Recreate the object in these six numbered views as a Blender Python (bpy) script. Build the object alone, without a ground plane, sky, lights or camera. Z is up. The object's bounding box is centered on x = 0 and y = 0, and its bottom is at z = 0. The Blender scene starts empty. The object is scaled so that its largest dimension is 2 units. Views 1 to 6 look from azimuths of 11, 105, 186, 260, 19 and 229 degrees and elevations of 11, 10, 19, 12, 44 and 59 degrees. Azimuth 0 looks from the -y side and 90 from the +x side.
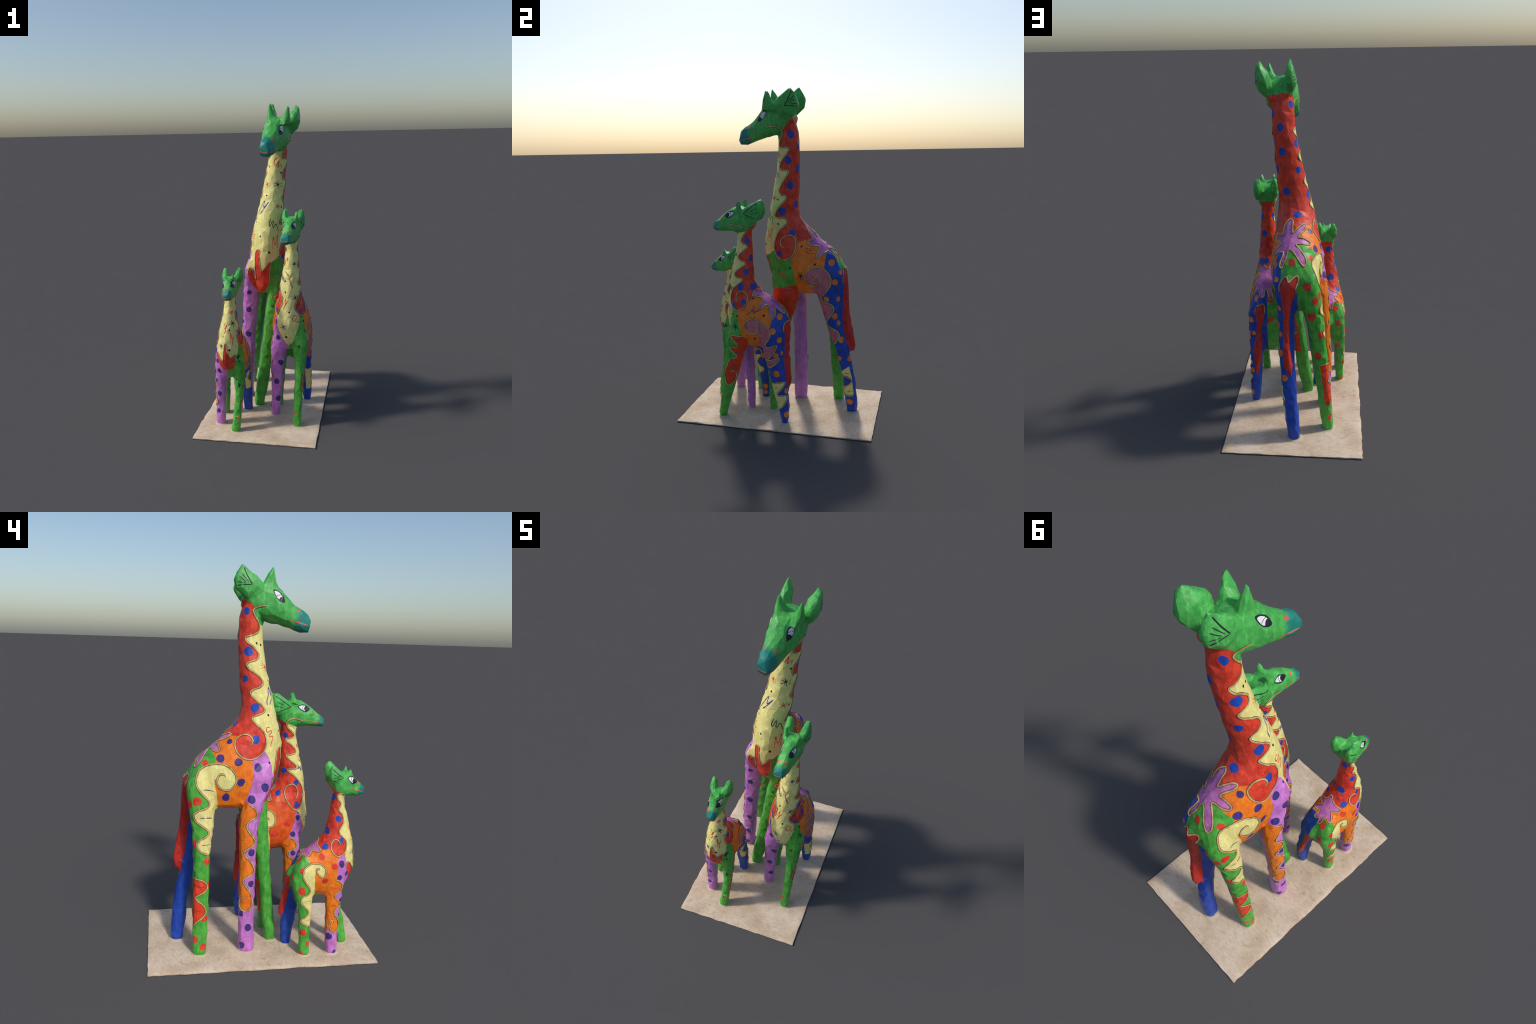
import bpy, bmesh, math, random
import numpy as np
from mathutils import Vector, noise
from mathutils.bvhtree import BVHTree

# ------------------------------------------------------------------ geometry
def smooth_rows(rows, n):
    """Catmull-Rom through the section rows -> n sections per gap."""
    R = np.array(rows, float); out = []
    for i in range(len(R) - 1):
        p0, p1, p2, p3 = R[max(i-1, 0)], R[i], R[i+1], R[min(i+2, len(R)-1)]
        for t in np.linspace(0, 1, n, endpoint=False):
            out.append(.5*((2*p1) + (p2-p0)*t + (2*p0-5*p1+4*p2-p3)*t*t + (3*p1-p0-3*p2+p3)*t**3))
    out.append(R[-1]); return np.array(out)

def loft(rows, axis='z', power=2.0, lean=(0, 0), seg=28, fine=4, taper=0):
    """Closed tube through sections.  axis 'z': rows (z, xc, hx, y0, y1);
    axis 'y': rows (y, xc, hx, z0, z1).  power: super-ellipse exponent.
    lean: shear of a section (dy/dx, dz/dx)."""
    S = smooth_rows(rows, fine)
    th = np.linspace(0, 2*np.pi, seg, endpoint=False)
    c, s = np.cos(th), np.sin(th)
    pf, pb = power if isinstance(power, tuple) else (power, power)
    p = np.where(s < 0, pf, pb)
    cx = np.sign(c)*np.abs(c)**(2/p); sx = np.sign(s)*np.abs(s)**(2/p)
    V = []
    for a, xc, hx, lo, hi in S:
        m, h = (lo+hi)/2, (hi-lo)/2
        dx = hx*cx*(1-taper*sx); w = h*sx
        x = xc+dx
        if axis == 'z':
            V.append(np.stack([x, m+w+lean[0]*dx, a+lean[1]*dx], 1))
        else:
            V.append(np.stack([x, a+lean[0]*dx, m+w+lean[1]*dx], 1))
    n = len(V); V = np.concatenate(V)
    F = []
    for i in range(n-1):
        for j in range(seg):
            k = (j+1) % seg
            F.append((i*seg+j, i*seg+k, (i+1)*seg+k, (i+1)*seg+j))
    F.append(tuple(range(seg))[::-1]); F.append(tuple(range((n-1)*seg, n*seg)))
    return V, F, S

def mesh_from(V, F, name='m'):
    me = bpy.data.meshes.new(name); me.from_pydata([tuple(v) for v in V], [], [tuple(f) for f in F]); me.update()
    return me

GIRAFFES = {}
GIRAFFES['adult'] = dict(
  label='tall adult giraffe painted with colourful folk patterns', tris=3000, neck_top=1.66,
  # upright stack: z, x centre, x half width, y front, y back
  trunk=dict(power=(1.8, 2.0), rows=[
    (1.845,.078,.060,.000,.095),(1.80,.078,.064,-.002,.104),(1.74,.072,.061,-.003,.118),(1.65,.069,.061,-.007,.125),(1.55,.054,.067,-.018,.122),
    (1.45,.042,.075,-.036,.117),(1.34,.027,.083,-.062,.109),(1.25,.013,.092,-.082,.113),(1.20,.008,.10,-.094,.145),
    (1.16,.004,.108,-.102,.185),(1.10,.001,.119,-.112,.245),(1.03,-.002,.132,-.112,.330),(.97,-.004,.140,-.103,.374),
    (.90,-.004,.143,-.083,.386),(.84,-.010,.127,-.062,.384),(.795,-.015,.110,-.045,.375),(.772,-.02,.08,.0,.35)]),
  legs=dict(
    front_right=[(1.02,-.085,.03,-.05,.05),(.95,-.102,.046,-.058,.07),(.88,-.106,.047,-.040,.075),(.80,-.118,.051,-.006,.100),(.72,-.123,.056,.013,.122),(.63,-.133,.052,.024,.122),(.48,-.146,.047,.033,.121),(.29,-.156,.045,.034,.121),(.14,-.16,.041,.033,.121),(.03,-.163,.041,.031,.118),(.004,-.163,.037,.036,.112)],
    front_left=[(.90,.055,.04,-.06,.08),(.80,.047,.046,-.055,.10),(.75,.044,.044,-.055,.108),(.70,.033,.043,-.058,.095),(.64,.023,.041,-.060,.075),(.58,.017,.040,-.063,.052),(.50,.008,.038,-.067,.016),(.44,-.002,.038,-.070,.0),(.30,-.016,.041,-.082,-.011),(.15,-.035,.042,-.096,-.025),(.05,-.053,.037,-.101,-.036),(.004,-.055,.033,-.097,-.040)],
    hind_right=[(1.02,-.060,.022,.26,.32),(.95,-.071,.044,.245,.366),(.90,-.077,.053,.240,.392),(.80,-.082,.060,.240,.387),(.70,-.103,.053,.25,.37),(.63,-.114,.048,.259,.364),(.53,-.126,.047,.267,.360),(.41,-.14,.045,.272,.360),(.30,-.155,.041,.275,.361),(.18,-.169,.038,.280,.364),(.03,-.184,.035,.288,.360),(.004,-.184,.031,.294,.354)],
    hind_left=[(1.03,.062,.025,.26,.32),(.95,.064,.045,.235,.368),(.90,.065,.049,.225,.386),(.85,.060,.05,.215,.385),(.75,.047,.050,.228,.372),(.63,.043,.046,.268,.37),(.52,.040,.044,.298,.385),(.43,.034,.041,.332,.412),(.34,.026,.042,.355,.436),(.23,.018,.039,.378,.456),(.14,.009,.039,.383,.466),(.04,-.002,.037,.398,.471),(.004,-.004,.033,.404,.462)]),
  crotch=[(.85,-.01,.05,.22,.36),(.76,-.012,.042,.24,.36),(.725,-.012,.03,.27,.35)],
  tail=[(0.96,0.022,0.03,0.333,0.38),(0.9,0.022,0.042,0.353,0.407),(0.84,0.029,0.034,0.355,0.412),(0.78,0.034,0.024,0.363,0.416),(0.67,0.037,0.017,0.368,0.424),(0.55,0.036,0.02,0.378,0.444),(0.47,0.031,0.024,0.388,0.456),(0.44,0.026,0.022,0.395,0.456),(0.41,0.021,0.014,0.403,0.446)],
  # head slices along y: y, x centre, x half width, z bottom, z top
  head=dict(power=2.6, lean=(-.10,-.12), rows=[
    (.108,.093,.045,1.80,1.838),(.085,.093,.056,1.79,1.872),(.05,.088,.070,1.76,1.905),(.01,.081,.077,1.735,1.912),(-.03,.074,.076,1.722,1.918),(-.06,.067,.071,1.718,1.909),(-.09,.060,.065,1.711,1.889),(-.12,.055,.057,1.702,1.857),(-.155,.050,.049,1.690,1.819),(-.19,.043,.042,1.679,1.796),(-.220,.038,.038,1.673,1.777),(-.238,.035,.033,1.679,1.762),(-.249,.032,.022,1.70,1.744)]),
  ears=dict(
    right=[(1.828,.032,.016,.04,.078),(1.845,.030,.022,.02,.102),(1.860,.029,.026,.01,.124),(1.880,.028,.028,.0,.146),(1.900,.028,.029,.0,.153),(1.925,.029,.027,.012,.155),(1.945,.031,.023,.035,.147),(1.965,.032,.018,.064,.139),(1.985,.032,.012,.09,.127),(2.002,.03,.006,.104,.118)],
    left=[(1.815,.152,.020,.04,.095),(1.85,.165,.036,.02,.122),(1.887,.172,.040,.0,.141),(1.915,.176,.036,.005,.140),(1.935,.179,.032,.018,.135),(1.95,.184,.026,.042,.127),(1.968,.188,.017,.064,.115),(1.982,.187,.009,.081,.103),(1.990,.187,.004,.088,.097)]), ear_axis='z',
  horns=dict(
    right=[(1.88,.050,.036,-.080,.02),(1.92,.044,.027,-.068,.002),(1.946,.041,.020,-.061,-.010),(1.967,.041,.014,-.057,-.024),(1.987,.042,.008,-.053,-.037),(1.997,.042,.004,-.049,-.041)],
    left=[(1.865,.130,.034,-.090,.012),(1.905,.139,.025,-.081,-.004),(1.93,.146,.020,-.076,-.018),(1.951,.150,.013,-.070,-.03),(1.972,.153,.007,-.064,-.04),(1.981,.153,.004,-.06,-.044)]))

GIRAFFES['young'] = dict(
  label='half grown giraffe painted with colourful folk patterns', tris=2400, neck_top=1.15,
  trunk=dict(power=(1.8, 2.2), rows=[
    (1.215,.188,.036,-.235,-.148),(1.17,.187,.038,-.236,-.145),(1.10,.190,.040,-.239,-.141),(1.01,.188,.050,-.257,-.139),(.93,.185,.060,-.277,-.138),(.87,.183,.067,-.287,-.134),
    (.80,.180,.077,-.296,-.085),(.755,.175,.092,-.302,-.018),(.70,.177,.106,-.309,.046),(.64,.176,.120,-.315,.074),
    (.58,.175,.126,-.300,.074),(.52,.175,.118,-.275,.060),(.485,.178,.09,-.245,.03),(.47,.18,.05,-.22,0)]),
  legs=dict(
    front_left=[(.64,.235,.03,-.26,-.18),(.55,.247,.05,-.290,-.165),(.48,.246,.045,-.299,-.174),(.37,.246,.034,-.312,-.204),(.27,.243,.029,-.328,-.236),(.18,.239,.028,-.340,-.264),(.09,.236,.027,-.355,-.293),(.03,.235,.028,-.364,-.310),(.004,.235,.025,-.361,-.313)],
    front_right=[(.62,.115,.03,-.25,-.18),(.48,.107,.052,-.262,-.165),(.40,.102,.046,-.242,-.172),(.31,.092,.041,-.233,-.171),(.2,.087,.038,-.226,-.171),(.10,.081,.033,-.222,-.172),(.03,.077,.031,-.222,-.175),(.004,.077,.028,-.218,-.179)],
    hind_left=[(.66,.235,.03,-.06,.03),(.60,.24,.05,-.088,.056),(.55,.244,.053,-.086,.055),(.50,.247,.051,-.076,.050),(.415,.249,.046,-.060,.052),(.33,.248,.042,-.037,.062),(.25,.250,.038,-.018,.080),(.17,.252,.036,.004,.087),(.09,.253,.032,.026,.089),(.03,.254,.028,.040,.085),(.004,.254,.025,.045,.081)],
    hind_right=[(.64,.12,.03,-.06,.02),(.56,.105,.048,-.085,.045),(.48,.102,.048,-.09,.035),(.36,.097,.038,-.088,.012),(.22,.086,.033,-.080,-.015),(.10,.079,.030,-.076,-.026),(.03,.077,.028,-.076,-.026),(.004,.077,.025,-.072,-.03)]),
  crotch=[(.55,.175,.06,-.05,.055),(.45,.172,.06,-.04,.05),(.38,.170,.055,-.03,.045),(.335,.17,.04,-.02,.035)],
  tail=[(0.67,0.212,0.018,0.033,0.074),(0.62,0.213,0.028,0.038,0.094),(0.56,0.222,0.02,0.04,0.093),(0.5,0.225,0.014,0.04,0.09),(0.44,0.228,0.016,0.036,0.091),(0.37,0.234,0.025,0.038,0.096),(0.3,0.237,0.021,0.046,0.101),(0.25,0.24,0.014,0.056,0.1),(0.215,0.241,0.007,0.066,0.092)],
  head=dict(power=2.6, lean=(-.06,-.02), rows=[
    (-.125,.190,.034,1.20,1.255),(-.14,.190,.048,1.178,1.285),(-.175,.190,.051,1.165,1.308),(-.21,.189,.049,1.160,1.316),(-.24,.188,.045,1.162,1.312),(-.27,.186,.042,1.166,1.299),(-.30,.184,.039,1.167,1.280),(-.33,.181,.036,1.166,1.254),(-.355,.178,.033,1.166,1.238),(-.375,.176,.029,1.170,1.225),(-.388,.174,.018,1.182,1.21)]),
  ears=dict(
    left=[(-.20,.222,.015,1.265,1.295),(-.165,.230,.022,1.236,1.315),(-.135,.235,.024,1.218,1.330),(-.11,.237,.024,1.215,1.343),(-.09,.238,.021,1.235,1.345),(-.075,.240,.014,1.262,1.315)],
    right=[(-.19,.150,.015,1.258,1.30),(-.15,.145,.022,1.235,1.325),(-.12,.142,.024,1.222,1.345),(-.10,.140,.024,1.228,1.352),(-.085,.139,.020,1.242,1.340),(-.074,.137,.012,1.262,1.315)]),
  horns=dict(
    left=[(1.29,.214,.022,-.24,-.185),(1.315,.222,.014,-.232,-.196),(1.335,.224,.010,-.227,-.202),(1.354,.225,.005,-.220,-.207)],
    right=[(1.29,.160,.022,-.235,-.175),(1.315,.154,.014,-.222,-.180),(1.335,.152,.010,-.212,-.182),(1.358,.150,.005,-.204,-.188)]))

GIRAFFES['calf'] = dict(
  label='small giraffe calf painted with colourful folk patterns', tris=2100, neck_top=.84,
  trunk=dict(power=(1.8, 2.2), rows=[
    (.90,-.158,.032,-.425,-.362),(.865,-.160,.034,-.427,-.362),(.815,-.162,.036,-.427,-.356),(.75,-.165,.043,-.445,-.346),(.69,-.169,.053,-.458,-.333),(.65,-.172,.060,-.470,-.320),
    (.61,-.172,.070,-.478,-.290),(.57,-.174,.079,-.486,-.240),(.53,-.178,.087,-.489,-.193),(.49,-.179,.096,-.488,-.166),(.44,-.180,.100,-.478,-.146),
    (.40,-.180,.095,-.463,-.150),(.355,-.180,.080,-.43,-.17),(.325,-.18,.05,-.40,-.21)]),
  legs=dict(
    front_right=[(.47,-.225,.035,-.45,-.34),(.41,-.224,.045,-.432,-.33),(.34,-.232,.038,-.421,-.328),(.25,-.239,.034,-.409,-.332),(.14,-.243,.034,-.403,-.333),(.03,-.245,.030,-.403,-.340),(.004,-.245,.027,-.399,-.344)],
    front_left=[(.47,-.12,.035,-.46,-.34),(.40,-.112,.038,-.452,-.35),(.32,-.112,.032,-.450,-.368),(.23,-.114,.027,-.453,-.385),(.12,-.120,.026,-.477,-.412),(.03,-.130,.030,-.487,-.434),(.004,-.13,.027,-.484,-.438)],
    hind_right=[(.55,-.22,.025,-.25,-.20),(.50,-.230,.040,-.265,-.165),(.45,-.234,.045,-.263,-.145),(.40,-.236,.044,-.266,-.140),(.32,-.242,.038,-.258,-.165),(.23,-.248,.033,-.253,-.184),(.12,-.249,.030,-.251,-.189),(.03,-.251,.026,-.251,-.193),(.004,-.251,.023,-.247,-.197)],
    hind_left=[(.55,-.14,.025,-.25,-.20),(.50,-.138,.036,-.268,-.178),(.45,-.131,.043,-.265,-.156),(.40,-.127,.044,-.255,-.143),(.32,-.127,.036,-.238,-.135),(.24,-.122,.035,-.212,-.122),(.15,-.118,.034,-.197,-.117),(.07,-.115,.031,-.184,-.119),(.03,-.114,.031,-.182,-.121),(.004,-.114,.028,-.179,-.126)]),
  crotch=[(.42,-.18,.055,-.25,-.15),(.33,-.18,.055,-.245,-.165),(.275,-.18,.04,-.235,-.175)],
  tail=[(0.48,-0.18,0.018,-0.186,-0.145),(0.43,-0.176,0.026,-0.171,-0.124),(0.38,-0.165,0.018,-0.164,-0.125),(0.32,-0.156,0.014,-0.151,-0.114),(0.26,-0.147,0.016,-0.141,-0.103),(0.21,-0.139,0.014,-0.134,-0.098),(0.175,-0.135,0.007,-0.126,-0.102)],
  head=dict(power=2.6, lean=(.08,.02), rows=[
    (-.345,-.155,.03,.90,.945),(-.36,-.155,.043,.878,.968),(-.39,-.155,.046,.860,.978),(-.42,-.155,.044,.850,.982),(-.445,-.155,.040,.849,.976),(-.465,-.155,.036,.850,.958),(-.49,-.154,.031,.850,.934),(-.51,-.153,.027,.854,.917),(-.524,-.152,.022,.860,.903),(-.532,-.152,.012,.870,.892)]),
  ears=dict(
    right=[(-.40,-.185,.014,.945,.975),(-.375,-.194,.019,.925,1.0),(-.355,-.197,.021,.918,1.02),(-.340,-.199,.019,.926,1.018),(-.327,-.201,.012,.945,1.0)],
    left=[(-.405,-.122,.014,.94,.975),(-.38,-.114,.02,.91,1.0),(-.358,-.110,.022,.90,1.02),(-.340,-.110,.021,.905,1.02),(-.325,-.112,.013,.935,1.0)]),
  horns=dict(
    right=[(.955,-.170,.018,-.462,-.42),(.978,-.175,.011,-.456,-.432),(.996,-.177,.005,-.451,-.440)],
    left=[(.955,-.140,.018,-.455,-.41),(.982,-.134,.012,-.446,-.418),(1.004,-.132,.006,-.438,-.426)]))

def relax(P, T, w, n):
    """Laplacian relax of the vertices by weight w (blends the joins of the lofts)."""
    E = np.unique(np.sort(np.concatenate([T[:, [0, 1]], T[:, [1, 2]], T[:, [2, 0]]]), 1), axis=0)
    deg = np.bincount(E.ravel(), minlength=len(P))[:, None]
    for _ in range(n):
        A = np.zeros_like(P)
        for k in range(3):
            A[:, k] = np.bincount(E[:, 0], P[E[:, 1], k], len(P)) + np.bincount(E[:, 1], P[E[:, 0], k], len(P))
        P = P + w[:, None]*.6*(A/deg - P)
    return P

def evaluated(me, *mods):
    ob = bpy.data.objects.new('tmp', me); bpy.context.collection.objects.link(ob)
    for kind, kw in mods:
        m = ob.modifiers.new(kind, kind)
        for k, v in kw.items(): setattr(m, k, v)
    ev = ob.evaluated_get(bpy.context.evaluated_depsgraph_get())
    out = bpy.data.meshes.new_from_object(ev)
    bpy.data.objects.remove(ob); bpy.data.meshes.remove(me)
    return out

def arrays(me):
    P = np.empty(len(me.vertices)*3); me.vertices.foreach_get('co', P)
    me.calc_loop_triangles()
    T = np.empty(len(me.loop_triangles)*3, np.int64); me.loop_triangles.foreach_get('vertices', T)
    return P.reshape(-1, 3), T.reshape(-1, 3)

def build_body(g, voxel, name):
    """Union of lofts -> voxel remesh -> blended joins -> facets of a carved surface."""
    parts = {}
    parts['torso'] = loft(g['trunk']['rows'], 'z', g['trunk']['power'])
    for k, r in g['legs'].items(): parts['leg_'+k] = loft(r, 'z', 2.5)
    parts['crotch'] = loft(g['crotch'], 'z', 2.3)
    parts['tail'] = loft(g['tail'], 'z', 2.3)
    parts['head'] = loft(g['head']['rows'], 'y', g['head']['power'], g['head']['lean'], taper=.16)
    for k, r in g['ears'].items(): parts['ear_'+k] = loft(r, g.get('ear_axis', 'y'), 2.3)
    for k, r in g['horns'].items(): parts['horn_'+k] = loft(r, 'z', 2.0, seg=18)
    V, F, o = [], [], 0
    for v, f, s in parts.values():
        V.append(v); F += [tuple(i+o for i in q) for q in f]; o += len(v)
    me = mesh_from(np.concatenate(V), F, name)
    bm = bmesh.new(); bm.from_mesh(me); bmesh.ops.recalc_face_normals(bm, faces=bm.faces); bm.to_mesh(me); bm.free()
    me = evaluated(me, ('REMESH', dict(mode='VOXEL', voxel_size=voxel)))
    P, T = arrays(me)
    D = []
    for v, f, s in parts.values():
        tree = BVHTree.FromPolygons([tuple(p) for p in v], f)
        D.append([(tree.find_nearest(Vector(p), .04)[3] or .04) for p in P])
    D = np.sort(np.array(D), 0)
    w = np.clip(1.25 - D[1]/.022, 0, 1)
    P = relax(P, T, w*(P[:, 2] < g['neck_top']) + .45*w*(P[:, 2] >= g['neck_top']), 22)
    P = relax(P, T, np.full(len(P), .7), 2)
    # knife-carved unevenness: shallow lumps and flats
    me2 = mesh_from(P, T, name); nv = np.array([v.normal[:] for v in me2.vertices]); bpy.data.meshes.remove(me2)
    lump = np.array([noise.noise(Vector(p)*24)*.55+noise.voronoi(Vector(p)*30)[0][0]*.9-.45+noise.noise(Vector(p)*60)*.3 for p in P])
    P = P+nv*(lump*.0054-np.where(P[:, 2] < g['neck_top'], .0022, .0010))[:, None]
    me2 = mesh_from(P, T, name); bpy.data.meshes.remove(me)
    me2 = evaluated(me2, ('DECIMATE', dict(ratio=g['tris']/len(T))))
    P, T = arrays(me2); bpy.data.meshes.remove(me2)
    return P, T, parts

# ------------------------------------------------------------------ painted skin
def spline(pts, closed=False, step=.004):
    """Catmull-Rom curve through hand placed points, sampled every `step` metres."""
    A = np.array(pts, float); n = len(A); out = []
    for i in range(n if closed else n-1):
        g = (lambda k: A[k % n]) if closed else (lambda k: A[min(max(k, 0), n-1)])
        p0, p1, p2, p3 = g(i-1), g(i), g(i+1), g(i+2)
        m = max(2, int(np.linalg.norm(p2-p1)/step))
        t = (np.arange(m)/m)[:, None]
        out.append(.5*(2*p1+(p2-p0)*t+(2*p0-5*p1+4*p2-p3)*t*t+(3*p1-p0-3*p2+p3)*t**3))
    if not closed: out.append(A[-1:])
    return np.concatenate(out)

def outline_distance(Q, poly):
    """Signed distance (negative inside) of 2D points to a closed outline."""
    d = np.full(len(Q), 1e9); inside = np.zeros(len(Q), bool)
    a = poly; b = np.roll(poly, -1, 0)
    for p, q in zip(a, b):
        e = q-p; w = Q-p; l = e@e
        if l < 1e-14: continue
        t = np.clip(w@e/l, 0, 1)
        d = np.minimum(d, ((w-t[:, None]*e)**2).sum(1))
        c = (p[1] <= Q[:, 1]) != (q[1] <= Q[:, 1])
        xs = p[0]+(Q[:, 1]-p[1])*e[0]/(e[1] if abs(e[1]) > 1e-12 else 1e-12)
        inside ^= c & (Q[:, 0] < xs)
    d = np.sqrt(d); return np.where(inside, -d, d)

class Skin:
    """The body surface: triangles that can be cut along painted borders."""
    def __init__(s, g, P, T, parts):
        s.g, s.parts = g, parts
        s.tree = BVHTree.FromPolygons([tuple(p) for p in P], [tuple(t) for t in T])
        fn = np.cross(P[T[:, 1]]-P[T[:, 0]], P[T[:, 2]]-P[T[:, 0]])
        vn = np.zeros_like(P)
        for k in range(3): np.add.at(vn, T[:, k], fn)
        s.vn = vn/np.maximum(np.linalg.norm(vn, axis=1), 1e-12)[:, None]
        s.cfn = fn/np.maximum(np.linalg.norm(fn, axis=1), 1e-12)[:, None]
        C = P[T].mean(1); names = list(parts)
        D = np.array([[t.find_nearest(Vector(c))[3] for c in C] for t in
                      (BVHTree.FromPolygons([tuple(p) for p in parts[n][0]], parts[n][1]) for n in names)])
        s.P, s.T = P, T
        s.par = np.arange(len(T))
        s.part = np.array(names, object)[D.argmin(0)]
        s.col = np.full(len(T), 'orange', object)
        s.notes = []
        rows = np.array(g['trunk']['rows']); s.tr = rows[np.argsort(rows[:, 0])]
        for _ in range(9):
            if not s.split(np.arange(len(s.T)), lambda a, b: (np.linalg.norm(s.P[a]-s.P[b], axis=1) > .0085, None)): break

    def split(s, faces, rule):
        """Split flagged edges of `faces`; rule(a, b) -> flags, position along the edge."""
        if not len(faces): return False
        T = s.T[faces]; n = len(s.P)
        E = np.stack([T, np.roll(T, -1, 1)], 2)
        a, b = E.min(2), E.max(2)
        key, inv = np.unique((a.astype(np.int64)*n+b).ravel(), return_inverse=True)
        ea, eb = key//n, key % n
        flag, t = rule(ea, eb)
        if not flag.any(): return False
        idx = np.nonzero(flag)[0]; tt = np.full(len(idx), .5) if t is None else t[idx]
        new = np.full(len(key), -1); new[idx] = n+np.arange(len(idx))
        A, B = ea[idx], eb[idx]; w = tt[:, None]
        s.P = np.concatenate([s.P, s.P[A]*(1-w)+s.P[B]*w])
        s.vn = np.concatenate([s.vn, s.vn[A]*(1-w)+s.vn[B]*w])
        M = new[inv.reshape(-1, 3)]                       # new vertex on edge k (k -> k+1)
        cnt = (M >= 0).sum(1); out, src = [], []
        for k in range(3):                                # one edge split
            m = (cnt == 1) & (M[:, k] >= 0)
            v0, v1, v2, x = T[m, k], T[m, (k+1) % 3], T[m, (k+2) % 3], M[m, k]
            out += [np.stack([v0, x, v2], 1), np.stack([x, v1, v2], 1)]; src += [faces[m]]*2
            m = (cnt == 2) & (M[:, k] < 0)                # edges k+1 and k+2 split
            v0, v1, v2 = T[m, k], T[m, (k+1) % 3], T[m, (k+2) % 3]
            x, y = M[m, (k+1) % 3], M[m, (k+2) % 3]
            out += [np.stack([v2, y, x], 1), np.stack([v0, v1, x], 1), np.stack([v0, x, y], 1)]; src += [faces[m]]*3
        m = cnt == 3
        v0, v1, v2 = T[m].T; x, y, z = M[m].T
        out += [np.stack(q, 1) for q in ((v0, x, z), (x, v1, y), (z, y, v2), (x, y, z))]; src += [faces[m]]*4
        keep = np.ones(len(s.T), bool); keep[faces[cnt > 0]] = False
        src = np.concatenate(src)
        s.T = np.concatenate([s.T[keep]]+out)
        for nm in ('par', 'part', 'col'):
            v = getattr(s, nm); setattr(s, nm, np.concatenate([v[keep], v[src]]))
        return True

    def paint(s, field, colour, part=None, fine=None, only=None):
        """Cut the surface along field = 0 and give the inside a paint."""
        if fine:
            for _ in range(3):
                f = field(s.P); near = np.abs(f) < fine*4
                F = np.nonzero(near[s.T].any(1))[0]
                if not s.split(F, lambda a, b: ((np.linalg.norm(s.P[a]-s.P[b], axis=1) > fine) & (near[a] | near[b]), None)): break
        f = field(s.P); f = np.where(np.abs(f) < 2e-4, 0, f)
        g = f[s.T]; F = np.nonzero((g.min(1) < 0) & (g.max(1) > 0))[0]
        def rule(a, b):
            return f[a]*f[b] < 0, f[a]/np.where(f[a] == f[b], 1, f[a]-f[b])
        s.split(F, rule)
        f2 = np.zeros(len(s.P)); f2[:len(f)] = f
        m = (f2[s.T].sum(1) < 0)
        if only: m &= np.array([q.startswith(only) for q in s.part])
        s.col[m] = colour
        if part: s.part[m] = part

    # ---- where a motif sits
    def middle(s, z, legs=None):
        x = np.interp(z, s.tr[:, 0], s.tr[:, 1])
        if legs:
            r = np.array(s.g['legs'][legs]); r = r[np.argsort(r[:, 0])]
            z0, z1 = s.g['leg_blend']; w = np.clip((z-z0)/(z1-z0), 0, 1)
            x = w*x+(1-w)*np.interp(z, r[:, 0], r[:, 1])
        return x

    def flat(s, P, view):
        if view in 'RL': return P[:, 1:]
        if view == 'F': return P[:, [0, 2]]
        ny, nz = s.g['back_normal']
        return np.stack([P[:, 0], -nz*P[:, 1]+ny*P[:, 2]], 1)

    def field(s, view, pts, legs=None, wobble=.0, straight=False):
        poly = np.array(pts, float) if straight else spline(pts, True, .006)
        if poly.shape[1] == 3: poly = s.flat(poly, view)
        lo, hi = poly.min(0)-.02, poly.max(0)+.02
        def f(P):
            Q = s.flat(P, view); out = np.full(len(P), .02)
            m = ((Q > lo) & (Q < hi)).all(1)
            d = outline_distance(Q[m], poly)
            if view in 'RL':
                side = (P[m, 0]-s.middle(P[m, 2], legs))*(1 if view == 'R' else -1)
            elif view == 'F':
                side = P[m, 1]-np.interp(P[m, 2], s.tr[:, 0], s.tr[:, 3])-s.g['chest_depth']
            else:
                ny, nz = s.g['back_normal']; c = s.g['back_point']
                side = -((P[m, 1]-c[0])*ny+(P[m, 2]-c[1])*nz)-.07
            if wobble:
                d = d+wobble*np.array([noise.noise(Vector(p)*38) for p in P[m]])
            out[m] = np.maximum(d, side); return out
        return f

    def fill(s, view, colour, pts, legs=None, **kw):
        w = {k: kw.pop(k) for k in ('wobble', 'straight') if k in kw}
        s.paint(s.field(view, pts, legs, **w), colour, **kw)

    def dots(s, colour, spots, fine=.004):
        S = np.array(spots, float)
        for q in S: q[:3] = s.tree.find_nearest(Vector(q[:3]))[0]
        def f(P):
            out = np.full(len(P), .02)
            for k, (x, y, z, r) in enumerate(S):
                v = P-(x, y, z); near = np.abs(v).max(1) < r*1.3+.012; v = v[near]
                a = np.arctan2(v[:, 2], np.hypot(v[:, 0], v[:, 1])*np.sign(v[:, 1]+.3*v[:, 0]+1e-9))
                rr = r*(1+.06*np.sin(2*a+k)+.04*np.sin(3*a+2.1*k))
                out[near] = np.minimum(out[near], np.linalg.norm(v*(1, 1, .93), axis=1)-rr)
            return out
        s.paint(f, colour, fine=fine)

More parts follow.
